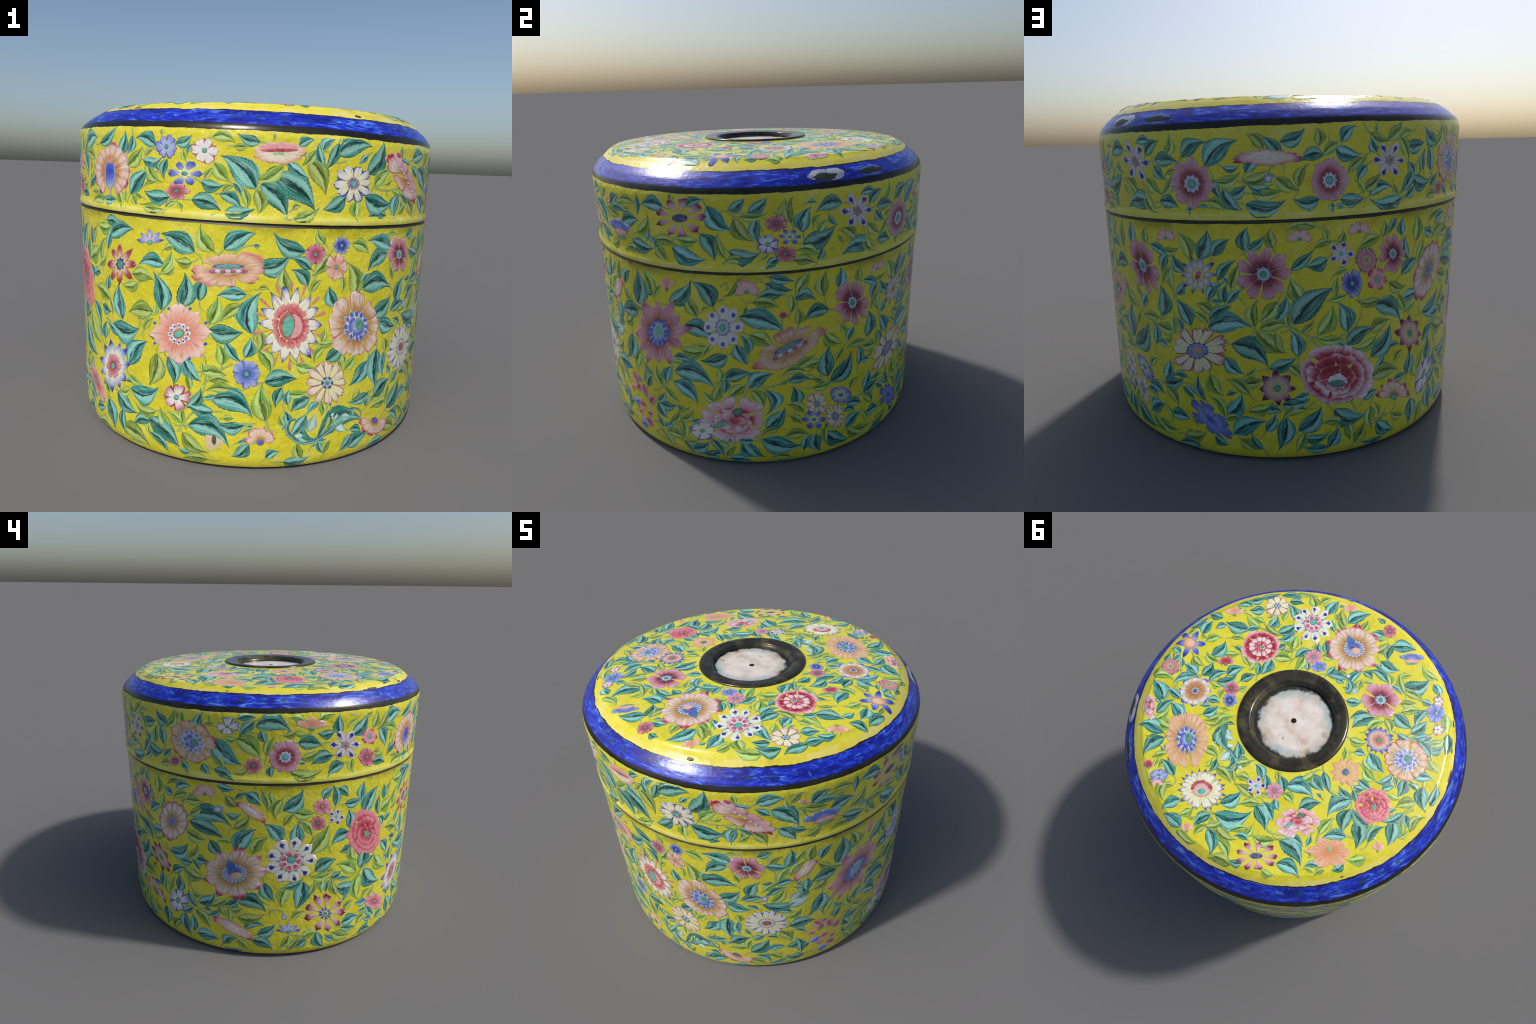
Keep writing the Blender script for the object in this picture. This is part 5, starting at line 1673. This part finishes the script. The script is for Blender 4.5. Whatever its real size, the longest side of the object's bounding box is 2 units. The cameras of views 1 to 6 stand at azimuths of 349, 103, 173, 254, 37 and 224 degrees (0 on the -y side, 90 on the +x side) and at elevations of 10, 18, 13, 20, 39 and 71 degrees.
def top_ornament(flower, leaf, stem, scroll):
    flower("creammauve", 0.597, -0.502, 0.077, 0.077, 36, 186)
    flower("budsalmon", 0.766, -0.304, 0.053, 0.047, 27, 195)
    flower("bluestar", 0.802, 0.032, 0.095, 0.084, -20, 243)
    flower("pinkpeony", 0.472, -0.221, 0.118, 0.118, 28, 194)
    flower("mauve12", 0.782, 0.221, 0.061, 0.055, -3, 226)
    flower("maroonbud", 0.554, -0.014, 0.05, 0.05, -0, 223)
    flower("bluecream8", 0.553, 0.24, 0.1, 0.1, -22, 245)
    flower("maroon5s", 0.407, 0.093, 0.048, 0.043, -34, 257)
    flower("blue5d", 0.361, 0.154, 0.044, 0.039, -33, 256)
    flower("peonyside", 0.682, 0.483, 0.084, 0.04, -40, 266)
    flower("tanpeony", 0.374, 0.483, 0.172, 0.128, -38, 262)
    flower("navyspot9", 0.349, -0.548, 0.133, 0.117, -52, 274)
    flower("budsalmon", 0.254, -0.789, 0.048, 0.042, -62, 283)
    flower("creampeony", 0.053, -0.577, 0.162, 0.162, -74, 295)
    flower("maroon5s", -0.023, -0.818, 0.05, 0.044, -71, 292)
    flower("bluebutterfly", -0.237, -0.752, 0.075, 0.05, 49, 172)
    flower("pink7", 0.193, -0.375, 0.05, 0.05, -80, 302)
    flower("blue5", 0.126, -0.348, 0.046, 0.038, 45, 176)
    flower("maroon6", -0.27, -0.419, 0.114, 0.114, 70, 151)
    flower("blue5", -0.548, -0.568, 0.062, 0.051, -69, 289)
    flower("pink5w", -0.517, -0.637, 0.037, 0.032, -75, 295)
    flower("pink5w", -0.618, -0.495, 0.039, 0.031, -67, 287)
    flower("bluesalmon", -0.416, -0.222, 0.082, 0.082, 82, 139)
    flower("maroonbud", 0.428, 0.723, 0.043, 0.029, -38, 263)
    flower("blue6", 0.342, 0.726, 0.054, 0.036, 37, 186)
    flower("pink3", 0.311, 0.768, 0.035, 0.029, 30, 194)
    flower("sunwhite", 0.108, 0.631, 0.128, 0.113, 28, 195)
    flower("navy5", -0.095, 0.421, 0.055, 0.055, -40, 263)
    flower("pink7", -0.187, 0.376, 0.048, 0.048, 34, 188)
    flower("budsalmon", 0.024, 0.826, 0.037, 0.027, -40, 264)
    flower("drops9", -0.349, 0.691, 0.112, 0.076, 41, 181)
    flower("peonyside", -0.392, 0.416, 0.12, 0.079, 43, 180)
    flower("bluecore", -0.594, -0.23, 0.123, 0.123, 77, 144)
    flower("orangestar", -0.4, 0.042, 0.085, 0.085, 69, 152)
    flower("rose", -0.627, 0.086, 0.095, 0.095, -85, 306)
    flower("budsalmon", -0.78, 0.235, 0.038, 0.027, -54, 274)
    flower("orange5", -0.616, 0.42, 0.109, 0.076, 44, 178)
    leaf("teal", 0.693, -0.487, 54, 0.097, 0.56)
    leaf("teal", 0.632, -0.432, 46, 0.091, 0.94)
    leaf("green", 0.769, -0.347, -177, 0.056, 0.7)
    leaf("teal", 0.783, -0.222, 12, 0.101, 0.5, 0.08)
    leaf("teal", 0.609, -0.262, 23, 0.14, 0.63)
    leaf("teal", 0.732, -0.2, 62, 0.069, 0.73)
    leaf("teal", 0.796, -0.059, -77, 0.103, 0.74)
    leaf("green", 0.745, -0.038, -119, 0.093, 0.62)
    leaf("teal", 0.645, 0.013, -93, 0.12, 0.71)
    leaf("green", 0.647, -0.153, -142, 0.076, 0.54)
    leaf("green", 0.641, -0.345, -167, 0.072, 0.77)
    leaf("teal", 0.527, -0.355, -84, 0.092, 0.73)
    leaf("teal", 0.458, -0.356, -108, 0.122, 0.65)
    leaf("teal", 0.388, -0.274, -108, 0.062, 1.23)
    leaf("green", 0.317, -0.327, -60, 0.098, 0.7)
    leaf("green", 0.363, -0.213, -142, 0.111, 0.63)
    leaf("teal", 0.365, -0.2, 108, 0.109, 0.57)
    leaf("green", 0.42, -0.131, 100, 0.072, 0.69)
    leaf("teal", 0.795, 0.181, -96, 0.056, 0.84)
    leaf("teal", 0.84, 0.215, -83, 0.054, 0.92)
    leaf("green", 0.728, 0.084, 171, 0.093, 0.59)
    leaf("teal", 0.618, 0.163, -9, 0.106, 0.64)
    leaf("teal", 0.593, 0.141, -90, 0.095, 0.86)
    leaf("teal", 0.487, 0.049, -105, 0.109, 0.62)
    leaf("teal", 0.401, 0.023, -109, 0.09, 0.58)
    leaf("teal", 0.462, 0.233, -150, 0.074, 0.76)
    leaf("green", 0.513, 0.141, -162, 0.056, 0.77)
    leaf("green", 0.369, 0.075, -116, 0.056, 0.66)
    leaf("teal", 0.653, 0.397, -23, 0.141, 0.6)
    leaf("teal", 0.489, 0.408, -17, 0.115, 0.62)
    leaf("teal", 0.416, 0.316, -115, 0.097, 0.67)
    leaf("teal", 0.502, 0.539, 15, 0.153, 0.47)
    leaf("teal", 0.477, 0.554, 78, 0.144, 0.49)
    leaf("green", 0.589, 0.503, -176, 0.106, 0.49)
    leaf("white", 0.254, 0.332, 99, 0.065, 0.62)
    leaf("white", 0.24, 0.329, -172, 0.063, 0.73)
    leaf("white", 0.249, 0.291, 170, 0.044, 0.73)
    leaf("white", 0.141, 0.376, 82, 0.071, 0.75)
    leaf("green", 0.317, 0.314, -103, 0.107, 0.52)
    leaf("green", 0.825, 0.325, -88, 0.061, 0.92)
    leaf("green", 0.861, -0.006, -92, 0.056, 0.77)
    leaf("teal", 0.559, -0.576, -141, 0.084, 0.72)
    leaf("green", 0.416, -0.646, -40, 0.088, 0.89)
    leaf("teal", 0.326, -0.659, -79, 0.115, 0.63)
    leaf("teal", 0.433, -0.539, -20, 0.073, 0.71)
    leaf("teal", 0.197, -0.692, -110, 0.148, 0.43)
    leaf("green", 0.18, -0.624, -25, 0.09, 0.57)
    leaf("green", 0.105, -0.704, -87, 0.081, 0.62)
    leaf("teal", -0.021, -0.766, 17, 0.073, 1)
    leaf("teal", 0.028, -0.838, -5, 0.056, 0.79)
    leaf("teal", -0.1, -0.741, -143, 0.135, 0.65)
    leaf("green", -0.056, -0.645, -98, 0.102, 0.63)
    leaf("teal", -0.114, -0.615, -173, 0.116, 0.73)
    leaf("green", 0.161, -0.414, -159, 0.064, 0.97)
    leaf("teal", 0.057, -0.333, -93, 0.076, 0.64)
    leaf("teal", -0.001, -0.346, -164, 0.05, 0.89)
    leaf("green", 0.217, -0.417, -49, 0.04, 1.02)
    leaf("teal", -0.084, -0.494, -179, 0.067, 0.88)
    leaf("green", -0.136, -0.389, -62, 0.065, 0.8)
    leaf("teal", -0.129, -0.285, -152, 0.086, 0.67)
    leaf("teal", -0.304, -0.576, -129, 0.16, 0.59, -0.2)
    leaf("green", -0.366, -0.475, -137, 0.091, 0.71)
    leaf("teal", -0.315, -0.312, 65, 0.138, 0.49)
    leaf("teal", -0.382, -0.402, 174, 0.12, 0.7)
    leaf("teal", -0.43, -0.705, 154, 0.086, 0.68)
    leaf("teal", -0.448, -0.571, -158, 0.06, 0.85)
    leaf("teal", -0.458, -0.483, -144, 0.029, 1.11)
    leaf("green", -0.358, -0.351, 152, 0.095, 0.42)
    leaf("green", -0.291, -0.121, -159, 0.093, 0.51)
    leaf("teal", -0.596, -0.376, -119, 0.066, 0.79)
    leaf("teal", -0.652, -0.355, -128, 0.091, 0.58)
    leaf("teal", -0.361, -0.076, -149, 0.063, 0.74)
    leaf("green", -0.346, -0.008, -55, 0.067, 0.47)
    leaf("green", -0.267, -0.602, -118, 0.072, 0.4)
    leaf("green", 0.276, 0.745, -139, 0.044, 1.02)
    leaf("teal", 0.158, 0.743, 62, 0.104, 0.62)
    leaf("teal", -0.019, 0.619, -111, 0.124, 0.56, -0.14)
    leaf("teal", -0.092, 0.368, -26, 0.087, 0.57)
    leaf("green", 0.023, 0.453, -152, 0.083, 0.53)
    leaf("green", -0.16, 0.324, -48, 0.051, 0.72)
    leaf("teal_l", -0.213, 0.318, -155, 0.152, 0.58, 0.2)
    leaf("green", -0.23, 0.355, -176, 0.077, 0.56)
    leaf("teal", -0.219, 0.406, 144, 0.063, 0.86)
    leaf("teal", -0.024, 0.694, 71, 0.101, 0.49)
    leaf("teal", -0.035, 0.679, -138, 0.188, 0.42, -0.2)
    leaf("teal", -0.164, 0.498, 157, 0.135, 0.58)
    leaf("green", -0.078, 0.723, -178, 0.13, 0.45)
    leaf("teal", -0.061, 0.758, 148, 0.133, 0.4)
    leaf("green", -0.232, 0.658, -92, 0.067, 0.63)
    leaf("teal", -0.383, 0.553, -179, 0.16, 0.44)
    leaf("teal", -0.32, 0.768, 32, 0.066, 0.61)
    leaf("teal", -0.451, 0.65, -162, 0.128, 0.5)
    leaf("green", -0.416, 0.724, -166, 0.066, 0.51)
    leaf("green", 0.069, 0.739, 71, 0.075, 0.59)
    leaf("green", -0.042, 0.755, 78, 0.072, 0.52)
    leaf("green", 0.37, 0.646, 80, 0.053, 0.64)
    leaf("green", 0.438, 0.67, -121, 0.065, 0.52)
    leaf("green", 0.265, 0.457, -166, 0.088, 0.51)
    leaf("green", 0.185, 0.475, 95, 0.049, 0.81)
    leaf("green", 0.086, 0.361, -147, 0.045, 0.88)
    leaf("teal", -0.276, 0.167, 157, 0.105, 0.71)
    leaf("teal", -0.424, -0.128, 162, 0.127, 0.56)
    leaf("teal_r", -0.522, 0.135, 69, 0.151, 0.52, -0.14)
    leaf("teal", -0.533, 0.053, 23, 0.057, 1)
    leaf("teal", -0.605, -0.013, -121, 0.068, 0.72)
    leaf("teal", -0.66, -0.141, 114, 0.1, 0.66)
    leaf("green", -0.46, -0.036, 169, 0.096, 0.54)
    leaf("teal", -0.349, 0.364, -119, 0.118, 0.47)
    leaf("teal", -0.547, 0.184, 111, 0.124, 0.57)
    leaf("teal", -0.609, 0.202, 135, 0.143, 0.5)
    leaf("teal", -0.754, 0.076, 121, 0.128, 0.55)
    leaf("teal", -0.784, 0.007, 138, 0.073, 0.83)
    leaf("green", -0.782, -0.083, 53, 0.11, 0.45)
    leaf("teal", -0.757, -0.175, 125, 0.129, 0.52)
    leaf("teal", -0.692, -0.18, -141, 0.099, 0.59)
    leaf("green", -0.683, -0.314, 158, 0.086, 0.61)
    leaf("green", -0.77, 0.32, 53, 0.096, 0.48)
    leaf("teal", -0.71, 0.422, 72, 0.069, 0.58)
    leaf("green", -0.655, 0.51, 66, 0.058, 0.49)
    leaf("green", -0.563, 0.493, 68, 0.026, 1.32)
    stem((0.648, 0.393), (0.574, 0.462), (0.528, 0.469))
    stem((0.642, 0.407), (0.667, 0.273), (0.735, 0.171))
    scroll((0.279, 0.262), (0.269, 0.327), (0.211, 0.367), (0.145, 0.371), (0.089, 0.384), (0.053, 0.422), (0.063, 0.456), (0.09, 0.455))
    scroll((0.062, -0.339), (0.008, -0.378), (-0.045, -0.396), (-0.093, -0.38), (-0.111, -0.337), (-0.092, -0.319))
    stem((0.26, -0.304), (0.287, -0.364), (0.267, -0.393))
    stem((-0.009, 0.678), (-0.039, 0.709), (-0.055, 0.76))
    stem((-0.043, 0.705), (-0.091, 0.711))
    stem((-0.287, 0.551), (-0.317, 0.557), (-0.373, 0.53))
    stem((-0.281, 0.605), (-0.314, 0.632))
    stem((-0.699, 0.16), (-0.721, 0.205), (-0.748, 0.22))
    stem((-0.551, 0.408), (-0.546, 0.349), (-0.532, 0.305))
    stem((-0.646, 0.085), (-0.704, 0.081), (-0.758, 0.032), (-0.8, -0.041))


# ------------------------------------------------------------------- the box
def closed_disc(name, z, r, mat, parent):
    return lathe(name, [lambda az: (r, z), lambda az: (r * .5, z), lambda az: (.0005, z)], mat, parent, True)


def patch(name, az, z, wide, tall, mat, parent, seed, lift):
    """an irregular chip lying on the bevel of the lid"""
    verts, faces, n = [], [], 40
    for f in (1.0, .6, .25):
        for k in range(n):
            a = TAU * k / n
            q = f * (1 + .32 * noise.noise(Vector((math.cos(a) * 1.6, math.sin(a) * 1.6, seed))) + .12 * noise.noise(Vector((math.cos(a) * 5, math.sin(a) * 5, seed + 9))))
            zz = min(max(z + tall * q * math.sin(a), 1.522), 1.618)
            aa = az + math.degrees(wide * q * math.cos(a) / .94)
            p = place(aa, radius_at(zz), zz)
            n3 = Vector((math.sin(math.radians(aa)) * .66, -math.cos(math.radians(aa)) * .66, .75))
            verts.append(p + n3 * (lift if f < 1 else -.0004))
    for j in range(2):
        for k in range(n):
            faces.append((j * n + k, j * n + (k + 1) % n, (j + 1) * n + (k + 1) % n, (j + 1) * n + k))
    faces.append(tuple(range(2 * n, 3 * n)))
    return new_object(name, verts, faces, [mat], parent=parent)


def main():
    root = bpy.data.objects.new("lidded_box", None)
    bpy.context.scene.collection.objects.link(root)
    root["label"] = "round yellow enamel box with flowers and blue-rimmed lid"
    root["category"] = "lidded box"

    leaf_mats = make_leaf_materials()
    black = dark_metal("blackened_metal", "#1b1b18", "#2c2b25", .30, .2)
    gap = dark_metal("seam_line", "#26241a", "#3a3824", .5, 0.0)
    rim_metal = dark_metal("dark_bronze_rim", "#23221d", "#37352c", .26, .45)
    ring_metal = dark_metal("dark_bronze_ring", "#1d1c17", "#3c392c", .20, .25, "#5a5036")

    # ---- body
    body_top = wavy(1.1145, .0030, 9, 12)
    body = band("body", lambda az: .0125, body_top, 60, yellow_enamel("yellow_enamel", stained=(1.06, 1.115)), root)
    lathe("shadow_black_underside", [lambda az: (.0005, .016), lambda az: (.93, .016), lambda az: (.945, .0125), lambda az: (.958, .0115),  # bottom coloured black to draw the shadow gap above the ground
                       on_profile(lambda az: .0125)], black, root)
    lathe("neck", [on_profile(body_top), lambda az: (.990, 1.1205), lambda az: (.9875, 1.126), lambda az: (.988, 1.1285)], gap, root)

    # ---- lid: lip, wall, metal rim, blue border, black line, worn edge, top
    lip_edge, lip_top = wavy(1.131, .0012, 3, 14), wavy(1.160, .006, 5, 6)
    side_top, blue_low = wavy(1.506, .006, 1, 7), wavy(1.533, .0035, 2, 8)
    blue_high = wavy(1.590, .0022, 4, 11)
    yellow_low = lambda az, f=wavy(.0040, .0034, 6, 12): blue_high(az) + max(f(az), .0012)
    lid_enamel = yellow_enamel("yellow_enamel_lid")
    lathe("lip_underside", [lambda az: (.988, 1.1285), lambda az: (.993, 1.1280), on_profile(lip_edge)], gap, root)
    lid = band("lid", lip_top, side_top, 24, lid_enamel, root)
    band("lid_lip", lip_edge, lip_top, 8, lip_enamel(), lid)
    band("metal_rim", side_top, blue_low, 6, rim_metal, lid)
    border = band("blue_border", blue_low, blue_high, 12, blue_enamel(), lid)
    band("black_line", blue_high, yellow_low, 3, black, lid)
    pale_high = wavy(1.6115, .0035, 8, 9)
    top_enamel = yellow_enamel("yellow_enamel_top", relief=.05)
    band("worn_edge", yellow_low, pale_high, 4, edge_enamel(), lid)
    band("lid_shoulder", pale_high, lambda az: 1.6272, 4, top_enamel, lid)
    edge = [on_profile(lambda az: 1.6272), lambda az: (.8505, 1.6287)]
    top_rows = edge + [lambda az, r=r: (r, float(np.interp(-r, -PR[12:], PZ[12:]))) for r in np.linspace(.842, .300, 26)]
    top = lathe("lid_top", top_rows, top_enamel, lid)

    # ---- chips in the enamel of the border
    pale, bare = dark_metal("marbled_underglaze", "#a4a8b4", "#d2d0ce", .3, 0.0, "#a8b4cc"), dark_metal("bare_metal", "#31332c", "#55543f", .45, .2)
    patch("chip_edge", 124.8, 1.561, .118, .026, pale, lid, 1.0, .0010)
    patch("chip", 124.0, 1.555, .078, .0175, bare, lid, 2.0, .0018)
    patch("chip_edge", 140.0, 1.557, .092, .021, paint("#4a6ac0"), lid, 3.0, .0010)
    patch("chip", 139.8, 1.556, .084, .018, bare, lid, 4.0, .0018)
    for k, (az, z, w, t) in enumerate(((18.6, 1.602, .022, .005), (300.7, 1.611, .024, .004), (291.4, 1.597, .040, .005), (311.3, 1.601, .028, .005), (237.8, 1.605, .010, .003))):
        patch("chip", az, z, w, t, bare, lid, 5.0 + k, .0014)

    # ---- sunken button in the middle of the lid
    ring_rows = [(.309, 1.643), (.3108, 1.652), (.309, 1.6575), (.302, 1.6605), (.290, 1.6615), (.275, 1.6598), (.256, 1.6572), (.247, 1.6568), (.240, 1.6560),
                 (.2358, 1.653), (.2340, 1.645), (.2275, 1.6420), (.2255, 1.633), (.2240, 1.6276)]
    lathe("knob_ring", [lambda az, p=p: p for p in ring_rows], ring_metal, lid)
    button = closed_disc("button", 1.6277, .2243, button_enamel(), lid)
    hole = new_object("pin_hole", *disc_mesh(place(60, .008, 1.6286), .0155), [dark_metal("pit", "#050505", "#0a0a0a", .9, 0.0)], parent=lid)  # flat disc, near-black to paint the unlit depth of the hole

    # ---- painted ornament
    for surface_name, surface, parent, ornament, room in (("body", Wall(.016, 1.116), body, body_ornament, 270), ("lid", Wall(1.14, 1.502), lid, lid_ornament, 110),
                                                          ("top", Top(), top, top_ornament, 130)):
        painter = Painter(surface, parent, leaf_mats)
        ornament(painter.flower, painter.leaf, painter.stem, painter.scroll)
        if surface_name == "top":
            spots = [(.018 + r * math.cos(a), r * math.sin(a)) for r, a in ((math.sqrt(rng.uniform(.34 ** 2, .875 ** 2)), rng.uniform(0, TAU)) for _ in range(4000))]
        else:
            spots = [(rng.uniform(0, 360), rng.uniform(surface.low + .018, surface.high - .022)) for _ in range(14000 if surface_name == "body" else 6000)]
        painter.fill(spots, room)
        painter.finish()

    smooth_normals()


def disc_mesh(centre, r):
    verts = [centre + Vector((r * math.cos(TAU * k / 24), r * math.sin(TAU * k / 24), -.0008)) for k in range(24)]
    verts += [centre + Vector((.8 * r * math.cos(TAU * k / 24), .8 * r * math.sin(TAU * k / 24), .0006)) for k in range(24)]
    faces = [(k, (k + 1) % 24, 24 + (k + 1) % 24, 24 + k) for k in range(24)] + [tuple(range(24, 48))]
    return verts, faces


def smooth_normals():
    """the bands of the lid share one smooth surface: take the normals from the profile"""
    for name in ("lid", "lid_lip", "metal_rim", "blue_border", "black_line", "worn_edge", "lid_shoulder", "body"):
        ob = bpy.data.objects[name]
        normals = []
        for v in ob.data.vertices:
            x, y, z = v.co.x - shift(v.co.z), v.co.y - drift(v.co.z), v.co.z
            z += lean(z) * x
            n = Vector((0, 0, 0))
            for d in (.004, .009, .014):
                r0, r1 = radius_at(z - d), radius_at(min(z + d, 1.6290 if name in ("worn_edge", "lid_shoulder") else 1.7))
                n += Vector((2 * d, r0 - r1)).normalized().to_3d()
            n = n.normalized()
            a = math.atan2(x, -y)
            normals.append(Vector((math.sin(a) * n.x, -math.cos(a) * n.x, n.y)))
        ob.data.normals_split_custom_set_from_vertices(normals)


main()
